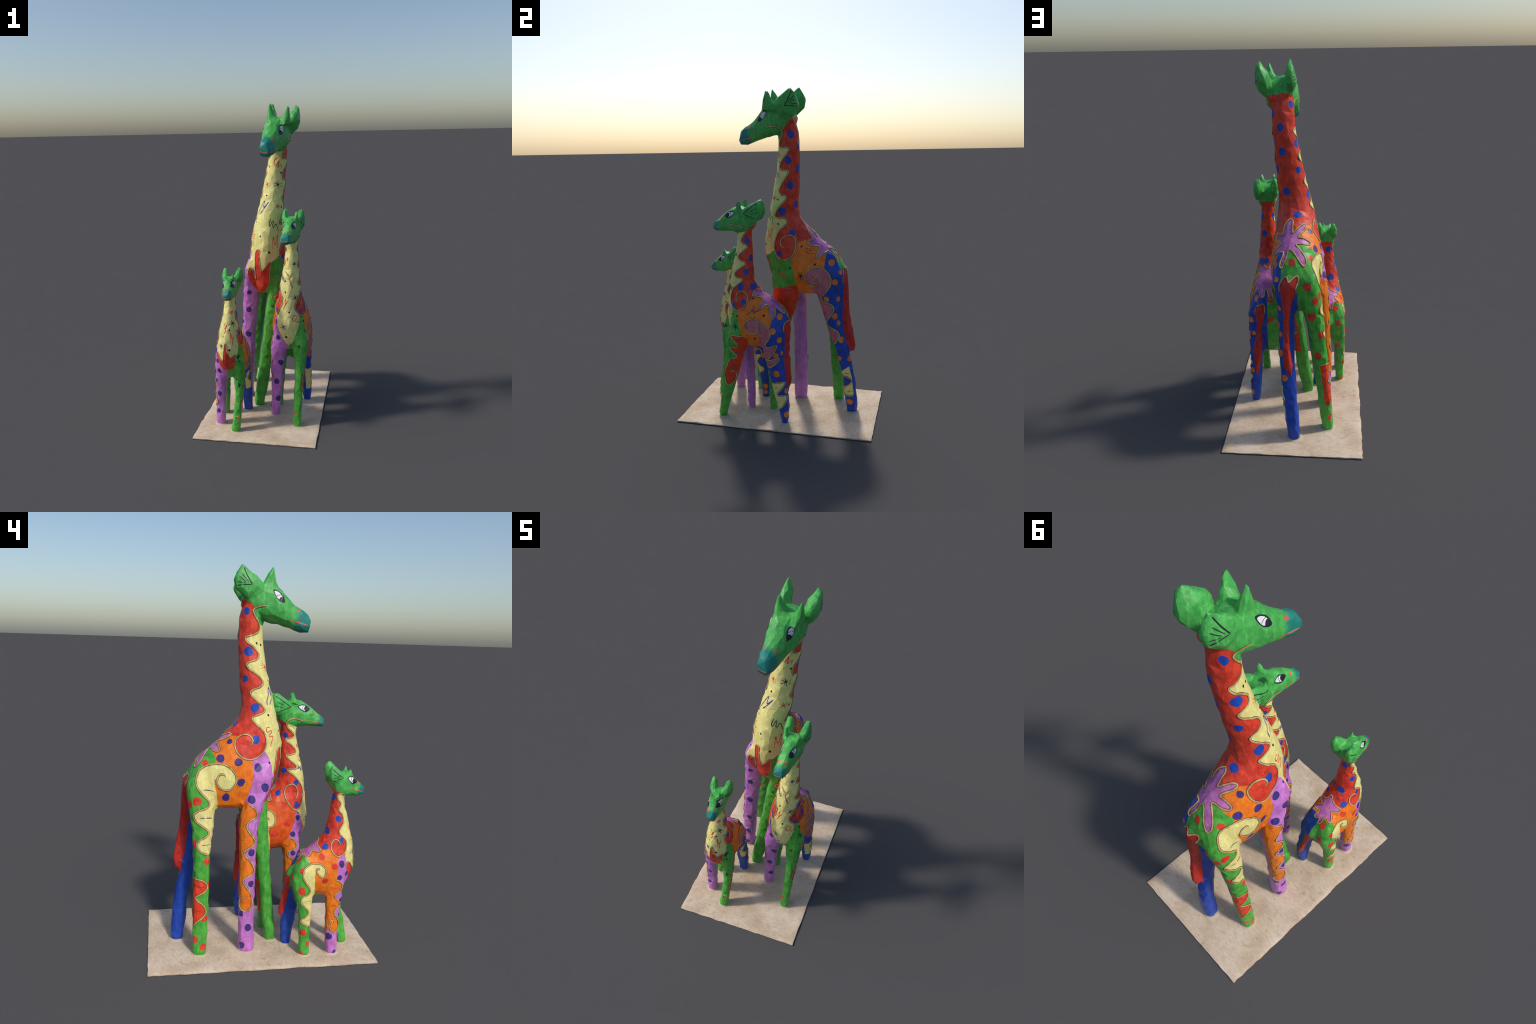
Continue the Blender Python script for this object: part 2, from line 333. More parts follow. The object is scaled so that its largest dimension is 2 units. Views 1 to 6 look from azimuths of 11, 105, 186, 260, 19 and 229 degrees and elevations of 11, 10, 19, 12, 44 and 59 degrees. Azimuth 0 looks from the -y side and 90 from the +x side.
    # ---- raised contour lines and pen strokes
    def lay(s, view, pts):
        """Drop a drawn curve on the surface: points and surface normals."""
        c = spline(pts, False, .0035)
        if view == 'B' or c.shape[1] == 3:
            ny, nz = s.g['back_normal']; d = Vector((0, -ny, -nz))
            O = [Vector(p)-d*.12 for p in c]
            if view in 'RL':
                d = Vector((1 if view == 'R' else -1, 0, 0)); O = [Vector(p)-d*.5 for p in c]
        elif view in 'RL':
            sx = -1 if view == 'R' else 1; d = Vector((-sx, 0, 0)); O = [Vector((sx*1.2, y, z)) for y, z in c]
        else:
            d = Vector((0, 1, 0)); O = [Vector((x, -1.2, z)) for x, z in c]
        runs = [([], [])]
        for o in O:
            h = s.tree.ray_cast(o, d)
            if h[0] is None: continue
            p = np.array(h[0])
            if view in 'RL' and (p[0]-s.middle(p[2], None))*(1 if view == 'R' else -1) > .012 and p[2] > .8*s.g['neck_top']: continue
            if runs[-1][0] and np.linalg.norm(p-runs[-1][0][-1]) > .03: runs.append(([], []))
            runs[-1][0].append(p); runs[-1][1].append(h[1])
        X, N = max(runs, key=lambda r: len(r[0]))         # the part that lies on one limb
        if len(X) < 3: return np.zeros((0, 3)), np.zeros((0, 3))
        X = np.array(X); N = np.array(N)
        for _ in range(3):
            N[1:-1] = (N[:-2]+N[1:-1]*2+N[2:])/4
            Y = X.copy(); Y[1:-1] = (X[:-2]+2*X[1:-1]+X[2:])/4; X = Y
        return X, N/np.linalg.norm(N, axis=1)[:, None]

    def line(s, view, name, kind, pts, w=.0060, h=.0036, taper=4):
        X, N = s.lay(view, pts)
        if len(X) < 3: return
        t = np.gradient(X, axis=0); t /= np.maximum(np.linalg.norm(t, axis=1), 1e-9)[:, None]
        b = np.cross(N, t); b /= np.maximum(np.linalg.norm(b, axis=1), 1e-9)[:, None]
        prof = np.array([(-1, -.9), (-.93, .10), (-.6, .62), (-.28, .95), (.28, .95), (.6, .62), (.93, .10), (1, -.9)])
        n = len(X); i = np.arange(n); k = np.clip(np.minimum(i+.6, n-.4-i)/max(taper, 1), .12, 1)**.5
        k = k*(1+.10*np.sin(i*.55+n))
        V = X[:, None, :]+(k[:, None, None]*(prof[None, :, :1]*w))*b[:, None, :]+(k[:, None, None]*(prof[None, :, 1:]*h))*N[:, None, :]
        s.notes.append((name, kind, V))

# ------------------------------------------------------------------ motifs
def asterisk(s, view, colour, c, r, rays=4, turn=.3):
    for k in range(rays):
        a = turn+math.pi*k/rays; l = 1.25*r*(1+.22*math.sin(2.3*k+turn*7))
        d = np.array([math.cos(a), 1.15*math.sin(a)])*l
        p = np.array(c)
        s.line(view, 'star_mark', colour, [p-d, p, p+d*.85], w=.0022, h=.0010, taper=3)

def bars(s, view, colour, pairs):
    for a, b in pairs:
        m = ((a[0]+b[0])/2, (a[1]+b[1])/2+.002)
        s.line(view, 'dash_mark', colour, [a, m, b], w=.0026, h=.0010, taper=5)

def pen(s, view, colour, pts, w=.0025):
    s.line(view, 'pen_scribble', colour, pts, w=w, h=.0009, taper=3)

def shear(pts, dy, z1):
    """Move a leg pattern to the leg on the other side, which strides differently."""
    return [(y+dy*max(0, 1-z/z1), z) for y, z in pts]

def tail_field(s, grow=1.12):
    R = np.array(s.g['tail']); R = R[np.argsort(R[:, 0])]
    def f(P):
        z = P[:, 2]; I = lambda k: np.interp(z, R[:, 0], R[:, k])
        q = np.sqrt(((P[:, 0]-I(1))/I(2))**2+((P[:, 1]-(I(3)+I(4))/2-.004)/((I(4)-I(3))/2))**2)
        d = (q-grow)*I(2)
        return np.where((z > R[0, 0]-.02) & (z < R[-1, 0]-.05), d, .02)
    return f

def leg_base(s, z, y, chest, rear, colours):
    """Plain leg paint below the belly, one quadrant each."""
    for (right, front), c in colours.items():
        def f(P):
            side = (P[:, 0]-s.middle(P[:, 2]*0+z-.01)-s.g['leg_shift']*np.clip(1-P[:, 2]/z, 0, 1))*(1 if right else -1)
            rise = z+1.1*np.maximum(0, chest-P[:, 1])+2.5*np.clip(P[:, 1]-rear, 0, .05)
            return np.maximum.reduce([P[:, 2]-rise, side, (P[:, 1]-y)*(1 if front else -1)])
        s.paint(f, c)

def eye(s, view, outer, white, pupil, arc, side):
    s.paint(s.field(view, outer), 'ink', part='eye_'+side, fine=.004)
    s.paint(s.field(view, white), 'white', part='eye_'+side, fine=.003)
    y, z, r = pupil
    def disc(P):
        d = np.hypot(P[:, 1]-y, P[:, 2]-z)-r
        return np.maximum(d, (P[:, 0]-s.middle(P[:, 2]))*(1 if view == 'R' else -1))
    s.paint(disc, 'ink', part='eye_'+side, fine=.003, only='eye_'+side)
    s.line(view, 'eye_line', 'ink', arc, w=.0016, h=.0008, taper=2)

def offset(pts, dy, dz): return [(y+dy, z+dz) for y, z in pts]

def paint_adult(s):
    R, L = 'R', 'L'
    # --- contour lines of the right side
    throat = [(.016,1.799),(.043,1.789),(.056,1.777),(.049,1.757),(.027,1.721),(.019,1.694),(.024,1.674),(.055,1.655),(.084,1.647),(.092,1.635),(.080,1.615),(.055,1.598),(.033,1.574),(.022,1.555),(.030,1.536),(.055,1.526),(.079,1.517),(.086,1.504),(.073,1.483),(.047,1.467),(.019,1.446),(.002,1.423),(.006,1.404),(.024,1.393),(.052,1.383),(.067,1.367),(.059,1.348),(.036,1.326),(.009,1.303),(-.007,1.284),(.001,1.268),(.023,1.259),(.049,1.249),(.060,1.235),(.045,1.214),(.018,1.190),(-.004,1.164),(-.012,1.130),(-.011,1.098),(.002,1.070)]
    shoulder = [(.025,1.050),(.059,1.035),(.095,1.038),(.124,1.054),(.143,1.079),(.149,1.108),(.140,1.135),(.118,1.153),(.090,1.159),(.069,1.149),(.058,1.132),(.062,1.114),(.073,1.106)]
    front_leg = [(.075,.805),(.049,.788),(.034,.761),(.041,.738),(.065,.729),(.084,.712),(.087,.686),(.070,.659),(.049,.630),(.045,.605),(.058,.589),(.085,.575),(.097,.557),(.091,.536),(.071,.517),(.052,.487),(.046,.458),(.057,.439),(.079,.428),(.098,.417),(.101,.396),(.084,.370),(.065,.344),(.057,.320),(.054,.294),(.056,.267),(.070,.246),(.095,.241),(.112,.254),(.118,.276),(.114,.300),(.100,.320),(.087,.314)]
    haunch = [(.197,.947),(.203,.959),(.220,.961),(.235,.946),(.241,.921),(.230,.893),(.201,.877),(.169,.884),(.148,.908),(.141,.933),(.149,.961),(.167,.986),(.195,1.005),(.230,1.011),(.272,1.005),(.306,.991),(.331,.969),(.344,.938),(.345,.904),(.331,.876),(.310,.851),(.288,.829),(.277,.806),(.285,.789),(.310,.779),(.338,.770),(.354,.755),(.357,.739),(.348,.717),(.329,.703),(.303,.686),(.282,.665),(.283,.648),(.300,.635),(.322,.624),(.341,.606),(.340,.585),(.327,.566),(.306,.551),(.279,.545)]
    shin = [(.362,.418),(.338,.417),(.309,.409),(.290,.390),(.285,.373),(.295,.356),(.321,.339),(.344,.326),(.346,.316),(.331,.301),(.308,.283),(.296,.261),(.296,.237),(.311,.215),(.337,.196),(.362,.165)]
    # --- left side
    throat_l = [(-.061,1.771),(-.032,1.776),(-.004,1.774),(.018,1.768),(.033,1.754),(.034,1.731),(.023,1.705),(.012,1.684),(.012,1.664),(.037,1.655),(.061,1.655),(.074,1.648),(.068,1.631),(.048,1.606),(.022,1.576),(.010,1.543),(.019,1.526),(.042,1.524),(.064,1.520),(.066,1.505),(.050,1.479),(.019,1.436),(.003,1.401),(.018,1.379),(.046,1.373),(.047,1.353),(.019,1.322),(-.016,1.277),(-.025,1.250),(-.002,1.238),(.038,1.236),(.051,1.213),(.031,1.186),(.000,1.159),(-.020,1.117),(-.028,1.090),(-.032,1.059),(-.024,1.021)]
    shoulder_l = [(.000,.993),(.034,.985),(.075,1.003),(.099,1.038),(.107,1.079),(.101,1.116),(.077,1.136),(.043,1.132),(.016,1.110),(.011,1.080),(.023,1.064),(.038,1.062)]
    haunch_l = [(.199,.854),(.217,.882),(.238,.894),(.254,.878),(.249,.850),(.222,.829),(.189,.835),(.168,.866),(.167,.902),(.190,.934),(.229,.949),(.270,.939),(.301,.911),(.317,.876),(.309,.831),(.282,.790),(.257,.759),(.266,.731),(.299,.722),(.323,.708),(.331,.681),(.315,.650),(.298,.625),(.288,.604),(.301,.576),(.332,.559),(.356,.542),(.363,.520),(.353,.493),(.330,.460)]
    shin_l = [(.428,.329),(.394,.302),(.371,.280),(.378,.261),(.402,.253),(.428,.243),(.436,.224),(.420,.202),(.395,.184),(.380,.160),(.396,.132),(.423,.123),(.446,.129)]
    strip_l = [(-.040,.800),(-.050,.755),(-.028,.718),(-.046,.682),(-.022,.650),(-.010,.620),(.000,.590),(.022,.565),(.008,.530),(-.025,.500),(-.025,.470),(-.006,.440),(-.030,.395),(-.052,.350),(-.045,.310),(-.018,.300),(.000,.325)]
    # --- ground colours: cream throat, red nape, orange flanks
    s.fill(R, 'cream', throat+[(-.003,1.068),(-.032,1.035),(-.042,1.004),(-.045,.966),(-.058,.924),(-.10,.88),(-.3,.86),(-.3,1.75),(0,1.80)], straight=True)
    s.fill(L, 'cream', throat_l[3:]+[(-.045,1.025),(-.075,1.00),(-.3,.98),(-.3,1.75),(-.1,1.80)], straight=True)
    leg_base(s, .772, .18, .06, .285, {(1,1): 'lilac', (0,1): 'green', (1,0): 'green', (0,0): 'blue'})
    s.fill(R, 'lilac', [(.062,1.046),(.058,.991),(.055,.940),(.067,.886),(.085,.841),(.097,.810),(.10,.77),(.02,.75),(-.2,.75),(-.2,.88),(-.058,.924),(-.045,.966),(-.042,1.004),(-.032,1.035),(-.013,1.066),(.003,1.076)], 'front_right', straight=True)
    s.fill(R, 'red', throat+shoulder[:8]+[(.129,1.151),(.163,1.147),(.194,1.145),(.30,1.14),(.40,1.30),(.40,1.86),(.05,1.86)], straight=True)
    s.fill(L, 'red', throat_l[3:]+shoulder_l[:5]+[(.125,1.098),(.169,1.110),(.198,1.118),(.26,1.17),(.40,1.30),(.40,1.86),(.05,1.86)], straight=True)
    s.fill(R, 'green', [(.285,1.10),(.269,1.078),(.259,1.062),(.253,1.044),(.251,1.008),(.26,.98),(.30,.92),(.29,.85),(.25,.80),(.25,.70),(.45,.70),(.45,1.02),(.34,1.10)], 'hind_right', straight=True)
    s.fill(R, 'orange', front_leg[:28]+[(.112,.254),(.15,.27),(.15,.80),(.10,.83)], 'front_right', straight=True)
    s.fill(L, 'blue', [(.289,1.050),(.282,1.002),(.277,.951),(.29,.90),(.27,.80),(.22,.77),(.22,.70),(.45,.70),(.45,1.02),(.34,1.06)], 'hind_left', straight=True)
    s.fill('B', 'green', [(.012,.29,1.075),(.05,.30,1.05),(.062,.345,.99),(.066,.375,.93),(.066,.39,.88),(-.12,.40,.90),(-.15,.33,1.0),(-.10,.27,1.07)], straight=True)
    s.fill(R, 'cream', haunch[4:]+[(.256,.545),(.22,.56),(.228,.70),(.233,.80),(.243,.871),(.251,.907),(.253,.940)], 'hind_right', straight=True)
    s.fill(R, 'vermilion', shin+[(.40,.165),(.40,.418)], 'hind_right', straight=True)
    s.fill(L, 'green', [(-.2,1.02),(-.033,1.035),(-.024,1.017),(.000,.993),(.034,.985),(.077,.999),(.089,.932),(.098,.871),(.103,.829),(.048,.818),(-.006,.802),(-.048,.780),(-.2,.77)], straight=True)
    s.fill(L, 'vermilion', [(.108,.829),(.048,.818),(-.006,.805)]+strip_l+[(.03,.36),(.06,.50),(.12,.70)], 'front_left', straight=True)
    s.fill(L, 'rose', haunch_l[7:]+[(.31,.44),(.275,.52),(.24,.62),(.215,.75),(.205,.80),(.20,.825)], 'hind_left', straight=True)
    s.fill(L, 'cream', shin_l+[(.450,.145),(.438,.253),(.422,.325)], 'hind_left', straight=True)
    # --- green head
    s.fill(R, 'head', [(.25,1.86),(.125,1.838),(.109,1.833),(.090,1.825),(.073,1.818),(.057,1.808),(.046,1.789),(.056,1.777),(.049,1.757),(.027,1.721),(.012,1.704),(-.02,1.700),(-.05,1.66),(-.4,1.6),(-.4,2.1),(.25,2.1)], straight=True)
    s.fill(L, 'head', [(.25,1.85),(.125,1.833),(.109,1.827),(.098,1.821),(.078,1.805),(.058,1.780),(.038,1.752),(.034,1.731),(.018,1.703),(-.02,1.700),(-.05,1.66),(-.4,1.6),(-.4,2.1),(.25,2.1)], straight=True)
    # --- back: star flower, rump, tail
    star = [(.029,.154,1.187),(.015,.168,1.175),(.015,.193,1.151),(.012,.219,1.124),(-.014,.196,1.147),(-.039,.174,1.165),(-.054,.171,1.161),(-.050,.191,1.143),(-.031,.215,1.126),(-.017,.235,1.108),(-.047,.234,1.103),(-.075,.234,1.089),(-.080,.244,1.078),(-.058,.261,1.077),(-.034,.265,1.081),(-.006,.272,1.078),(-.036,.300,1.053),(-.057,.323,1.030),(-.065,.343,1.006),(-.053,.355,.991),(-.036,.350,1.002),(-.012,.328,1.031),(.009,.305,1.051),(.032,.296,1.056),(.037,.326,1.029),(.051,.347,1.000),(.065,.357,.976),(.074,.350,.984),(.070,.338,1.007),(.059,.321,1.032),(.058,.299,1.047),(.086,.284,1.040),(.114,.249,1.024),(.107,.245,1.043),(.083,.253,1.068),(.072,.248,1.079),(.094,.214,1.087),(.100,.186,1.102),(.088,.190,1.116),(.067,.212,1.116),(.063,.188,1.143),(.054,.171,1.165)]
    s.fill('B', 'orchid', star)
    s.paint(tail_field(s), 'tail_red')
    hand = [(.073,.39,.86),(.073,.385,.889),(.058,.383,.918),(.040,.381,.936),(.029,.388,.920),(.024,.394,.900),(.009,.388,.921),(-.015,.381,.944),(-.026,.381,.932),(-.021,.386,.900),(-.008,.392,.864)]
    s.fill('B', 'tail_red', hand+[(.012,.40,.80),(.055,.40,.80)])
    # --- chest hand
    palm = [(-.104,.958),(-.092,.945),(-.078,.915),(-.068,.878),(-.069,.94),(-.066,1.02),(-.058,1.070),(-.042,1.086),(-.030,1.075),(-.032,1.029),(-.024,.945),(.002,.966),(.033,1.002),(.030,.943),(.024,.880),(.004,.820),(-.03,.785),(-.060,.782),(-.085,.810),(-.112,.860),(-.124,.905),(-.116,.94)]
    s.fill('F', 'cream', [(-.06,1.10),(-.035,.95),(-.02,.94),(.002,.955),(.033,.998),(.061,1.013),(.090,1.035),(.08,1.10)], straight=True)
    s.fill('F', 'red', palm)
    # --- spots
    s.dots('blue', [(.023,.092,1.775,.018),(-.003,.079,1.573,.024),(-.016,.099,1.435,.018),(-.066,.046,1.293,.023),(-.109,.042,1.135,.021),(.082,.124,1.662,.020),(.076,.119,1.534,.020),(.058,.105,1.319,.021),(-.007,.140,1.205,.020),(.129,.083,1.730,.022),(.123,.064,1.580,.022),(.111,.074,1.433,.022),(.106,.020,1.278,.023),(.111,.085,1.152,.020),(.108,-.001,1.022,.019)])
    s.dots('navy', [(-.083,.180,1.127,.016),(-.117,.226,1.042,.021),(-.134,.133,1.023,.020),(-.147,.118,.918,.020),(-.146,.195,.837,.020),(-.126,.031,.992,.021),(-.128,-.004,.890,.021),(-.157,.065,.833,.021),(-.187,.059,.557,.019),(-.195,.060,.390,.016),(-.189,.111,.224,.015),(-.201,.071,.147,.019),(-.196,.105,.046,.017),(-.125,.004,.773,.016),(-.137,.023,.647,.019),(-.143,.033,.470,.019),(-.15,.035,.30,.018),(-.155,.034,.16,.018),(-.158,.034,.05,.016)])
    s.dots('red', [(-.097,.304,1.016,.018),(-.070,.388,.884,.022),(-.135,.340,.820,.023),(-.094,.370,.707,.024),(-.145,.358,.599,.021),(-.169,.287,.511,.018),(-.126,.359,.475,.020),(-.165,.276,.381,.020),(-.201,.299,.210,.019),(-.204,.353,.096,.020),(-.215,.309,.057,.018),(.011,.350,1.006,.020),(-.11,.37,.80,.020)])
    s.dots('orange', [(.101,.320,.976,.019),(.090,.371,.916,.014),(.103,.339,.858,.018),(.096,.287,.747,.017),(.080,.360,.749,.015),(.087,.338,.642,.017),(.075,.377,.495,.018),(.063,.361,.371,.016),(.049,.425,.371,.017),(.040,.426,.083,.018),(.09,.37,.60,.014)])
    s.dots('ink', [(.122,.142,1.073,.006),(.133,.225,.966,.007),(.131,.069,.938,.007),(.102,-.006,1.202,.006),(.092,.158,.786,.006),(.099,.004,1.567,.006),(.103,-.006,1.348,.006),(.022,.009,1.607,.006),(.007,-.032,1.427,.006),(-.028,-.090,1.170,.006),(.033,-.102,1.068,.008),(-.102,-.026,1.010,.006),(-.015,.02,1.62,.006),(-.05,-.02,1.25,.006)], fine=.0025)
    # --- face
    s.dots('coral', [(.020,-.176,1.782,.0085),(.023,-.181,1.777,.007),(.082,-.180,1.784,.0085),(.086,-.186,1.780,.007)], fine=.003)
    for v, side, o in ((R, 'right', (0, 0)), (L, 'left', (-.015,-.014))):
        eye(s, v, offset([(-.043,1.884),(-.063,1.881),(-.087,1.865),(-.100,1.844),(-.104,1.820),(-.080,1.824),(-.060,1.842),(-.048,1.863)], *o),
            offset([(-.050,1.875),(-.066,1.874),(-.085,1.859),(-.094,1.840),(-.090,1.832),(-.072,1.836),(-.059,1.850)], *o),
            (-.092+o[0], 1.833+o[1], .0165), offset([(-.059,1.850),(-.073,1.857),(-.088,1.857)], *o), side)
    s.line(R, 'lip_line', 'coral', [(-.131,1.735),(-.168,1.725),(-.201,1.718),(-.236,1.707),(-.245,1.704)], w=.0038, h=.0008, taper=14)
    s.line(L, 'lip_line', 'coral', [(-.131,1.722),(-.168,1.714),(-.201,1.708),(-.236,1.702),(-.247,1.701)], w=.0038, h=.0008, taper=14)
    s.line('F', 'lip_line', 'coral', [(.002,1.711),(.025,1.702),(.048,1.700),(.066,1.702)], w=.004, h=.0008)
    for v, dz in ((R, 0), (L, -.015)):
        for q, w in (([(.107,1.985),(.090,1.944),(.066,1.903)], .003), ([(.066,1.901),(.106,1.900),(.146,1.893)], .0028), ([(.084,1.913),(.119,1.956)], .002), ([(.095,1.911),(.133,1.943)], .002), ([(.100,1.908),(.146,1.914)], .0022)):
            s.line(v, 'ear_line', 'ink', offset(q, 0, dz), w=w, h=.0009)
    # --- raised contour lines
    s.line(R, 'contour_line', 'relief', [(-.011,1.801)]+throat+shoulder)
    s.line(R, 'contour_line', 'relief', front_leg); s.line(R, 'contour_line', 'relief', haunch); s.line(R, 'contour_line', 'relief', shin)
    s.line(L, 'contour_line', 'relief', throat_l+shoulder_l); s.line(L, 'contour_line', 'relief', haunch_l)
    s.line(L, 'contour_line', 'relief', shin_l); s.line(L, 'contour_line', 'relief', strip_l)
    s.line('B', 'contour_line', 'relief', star+star[:1]); s.line('B', 'contour_line', 'relief', hand); s.line('F', 'contour_line', 'relief', palm[-2:]+palm[:15], w=.0045)
    # --- drawn marks
    bars(s, R, 'navy', [((.314,.880),(.254,.870)),((.326,.735),(.256,.731)),((.316,.595),(.268,.593)),((.356,.381),(.298,.373)),((.358,.252),(.315,.246))])
    bars(s, R, 'vermilion', [((.116,.616),(.082,.625)),((.114,.463),(.096,.469))])
    bars(s, L, 'red', [((.258,.683),(.285,.690)),((.290,.512),(.340,.517)),((.391,.275),(.436,.271)),((.410,.152),(.451,.159))])
    bars(s, L, 'navy', [((.02,.79),(.065,.79))])
    for c, col, r in (((.010,1.496),'red',.016),((.080,1.493),'ink',.018),((.080,1.357),'red',.016)): asterisk(s, 'F', col, c, r)
    asterisk(s, L, 'ink', (.138,.895), .022, 4, .6); asterisk(s, L, 'red', (.02,.89), .02, 4, .2); asterisk(s, 'F', 'ink', (.045,.70), .014)
    pen(s, 'F', 'indigo', [(-.053,1.303),(-.007,1.391),(-.010,1.351),(.024,1.385),(-.014,1.335),(-.036,1.305)], .0032)
    pen(s, 'F', 'ink', [(.039,1.281),(.029,1.249),(.036,1.233),(.048,1.265),(.056,1.268),(.051,1.236),(.059,1.224),(.069,1.247),(.084,1.200)])
    pen(s, R, 'red', [(-.035,1.19),(-.020,1.196),(-.012,1.180),(-.022,1.168),(-.040,1.178),(-.045,1.165),(-.028,1.155),(-.030,1.143),(-.048,1.150),(-.052,1.138),(-.042,1.115),(-.040,1.09)])
    pen(s, 'F', 'red', [(.078,1.663),(.058,1.647),(.056,1.619),(.070,1.611),(.086,1.643),(.082,1.615),(.078,1.599),(.101,1.622),(.097,1.590)])
    pen(s, 'F', 'red', [(.052,1.086),(.055,1.163),(.066,1.113),(.080,1.172),(.077,1.090)])
    pen(s, L, 'red', [(.16,1.055),(.18,1.060),(.20,1.048),(.17,1.040),(.19,1.030),(.215,1.032)], .003)

def paint_young(s):
    R, L = 'R', 'L'
    throat_l = [(-.277,1.213),(-.246,1.209),(-.212,1.205),(-.183,1.197),(-.168,1.185),(-.170,1.170),(-.182,1.152),(-.196,1.130),(-.201,1.111),(-.187,1.096),(-.167,1.088),(-.164,1.076),(-.186,1.054),(-.212,1.033),(-.220,1.012),(-.206,.997),(-.178,.987),(-.178,.972),(-.203,.952),(-.232,.932),(-.243,.910),(-.228,.896),(-.192,.888),(-.198,.872),(-.226,.850),(-.256,.820),(-.275,.769),(-.268,.728)]
    shoulder_l = [(-.245,.702),(-.214,.697),(-.182,.715),(-.161,.750),(-.158,.782),(-.176,.806),(-.202,.813),(-.226,.799),(-.234,.772),(-.228,.747)]
    haunch_l = [(-.126,.612),(-.111,.623),(-.089,.616),(-.083,.595),(-.102,.575),(-.138,.570),(-.167,.591),(-.174,.618),(-.151,.647),(-.112,.656),(-.077,.645),(-.043,.617),(-.018,.581),(-.018,.547),(-.040,.514),(-.046,.492),(-.014,.489),(.022,.503),(.019,.484),(.002,.453),(-.025,.420),(-.040,.405),(.001,.414),(.034,.422),(.030,.401),(.004,.378),(-.026,.358)]
    shin_l = [(-.012,.261),(.023,.269),(.065,.272),(.063,.251),(.026,.203),(.026,.188),(.074,.190),(.078,.166),(.060,.128),(.037,.104)]
    strip = [(-.187,.542),(-.222,.547),(-.258,.547),(-.241,.515),(-.220,.495),(-.224,.477),(-.262,.470),(-.262,.455),(-.231,.424),(-.234,.406),(-.268,.393),(-.293,.353),(-.310,.290),(-.306,.238),(-.288,.221),(-.262,.240),(-.244,.272),(-.241,.305),(-.257,.321),(-.272,.310)]
    s.fill(R, 'rust', [(-.5,.44),(.3,.44),(.3,.95),(-.5,.95)], straight=True)
    throat = [(-.263,1.196),(-.232,1.208),(-.195,1.211),(-.175,1.200),(-.168,1.181),(-.180,1.156),(-.205,1.133),(-.216,1.112),(-.200,1.101),(-.170,1.099),(-.170,1.085),(-.198,1.065),(-.227,1.034),(-.225,1.017),(-.195,1.010),(-.172,1.007),(-.178,.993),(-.206,.969),(-.233,.943),(-.228,.930),(-.200,.930),(-.179,.928),(-.186,.916),(-.216,.894),(-.241,.869),(-.265,.833),(-.276,.788),(-.267,.741),(-.249,.707)]
    shoulder = [(-.227,.701),(-.202,.720),(-.177,.754),(-.164,.788),(-.168,.820),(-.184,.839),(-.206,.847),(-.227,.834),(-.240,.807),(-.237,.778),(-.226,.765)]
    haunch = [(-.075,.655),(-.062,.668),(-.048,.658),(-.050,.635),(-.070,.615),(-.098,.625),(-.110,.656),(-.095,.695),(-.060,.712),(-.025,.700),(.0,.66),(-.002,.62),(-.03,.575),(-.045,.545),(-.02,.525),(.0,.505),(-.02,.47),(-.05,.435),(-.025,.415),(-.01,.39),(-.035,.355),(-.055,.330)]
    front_leg = [(-.192,.548),(-.216,.540),(-.236,.506),(-.223,.483),(-.189,.470),(-.189,.444),(-.219,.420),(-.225,.385),(-.195,.365),(-.190,.335),(-.218,.305),(-.222,.270),(-.195,.250),(-.180,.275),(-.190,.295)]
    s.fill(R, 'cream', throat[2:]+shoulder[:1]+[(-.24,.694),(-.262,.66),(-.278,.61),(-.30,.56),(-.36,.52),(-.6,.52),(-.6,1.16),(-.25,1.22)], straight=True)
    s.fill(L, 'cream', throat_l[2:]+[(-.263,.691),(-.276,.659),(-.29,.60),(-.30,.52),(-.6,.52),(-.6,1.16),(-.25,1.22)], straight=True)
    leg_base(s, .475, -.12, -.19, -.02, {(1,1): 'lilac', (0,1): 'green', (1,0): 'green', (0,0): 'blue'})
    s.fill(R, 'lilac', [(-.236,.694),(-.224,.667),(-.221,.631),(-.204,.591),(-.186,.545),(-.18,.48),(-.4,.48),(-.4,.54),(-.275,.594),(-.274,.613),(-.256,.675)], 'front_right', straight=True)
    s.fill(R, 'red', throat[2:]+shoulder[:5]+[(-.150,.800),(-.131,.780),(-.090,.765),(-.02,.80),(0,1.0),(-.05,1.26)], straight=True)
    s.fill(L, 'red', throat_l[2:]+shoulder_l[:4]+[(-.155,.760),(-.131,.771),(-.108,.782),(-.079,.782),(0,.82),(0,1.0),(-.05,1.26)], straight=True)
    s.fill(R, 'orange', front_leg+[(-.16,.25),(-.16,.53)], 'front_right', straight=True)
    s.fill(R, 'green', [(-.03,.735),(-.02,.70),(-.02,.62),(-.04,.55),(-.06,.45),(.15,.45),(.15,.75),(.03,.73)], 'hind_right', straight=True)
    s.fill('B', 'green', [(.19,.03,.72),(.19,.08,.64),(.10,.08,.62),(.09,.0,.70)], straight=True)
    s.fill(R, 'cream', haunch[5:]+[(-.085,.33),(-.085,.45),(-.08,.55),(-.068,.60)], 'hind_right', straight=True)
    hind_shin = [(.03,.315),(-.04,.305),(-.058,.285),(-.035,.255),(-.045,.235),(-.062,.205),(-.045,.175),(-.040,.150),(-.055,.125),(.02,.105)]
    s.fill(R, 'vermilion', hind_shin+[(.06,.105),(.06,.315)], 'hind_right', straight=True); s.line(R, 'contour_line', 'relief', hind_shin[1:9], w=.0045)
    bars(s, R, 'navy', [((-.018,.275),(-.048,.270)),((-.02,.19),(-.05,.186))])
    s.fill(L, 'green', [(-.5,.63),(-.277,.655),(-.263,.69),(-.250,.698),(-.226,.692),(-.217,.628),(-.202,.580),(-.187,.542),(-.222,.547),(-.258,.550),(-.5,.54)], 'front_left', straight=True)
    s.fill(L, 'vermilion', strip[:16]+[(-.235,.27),(-.20,.35),(-.16,.45),(-.16,.53)], 'front_left', straight=True)
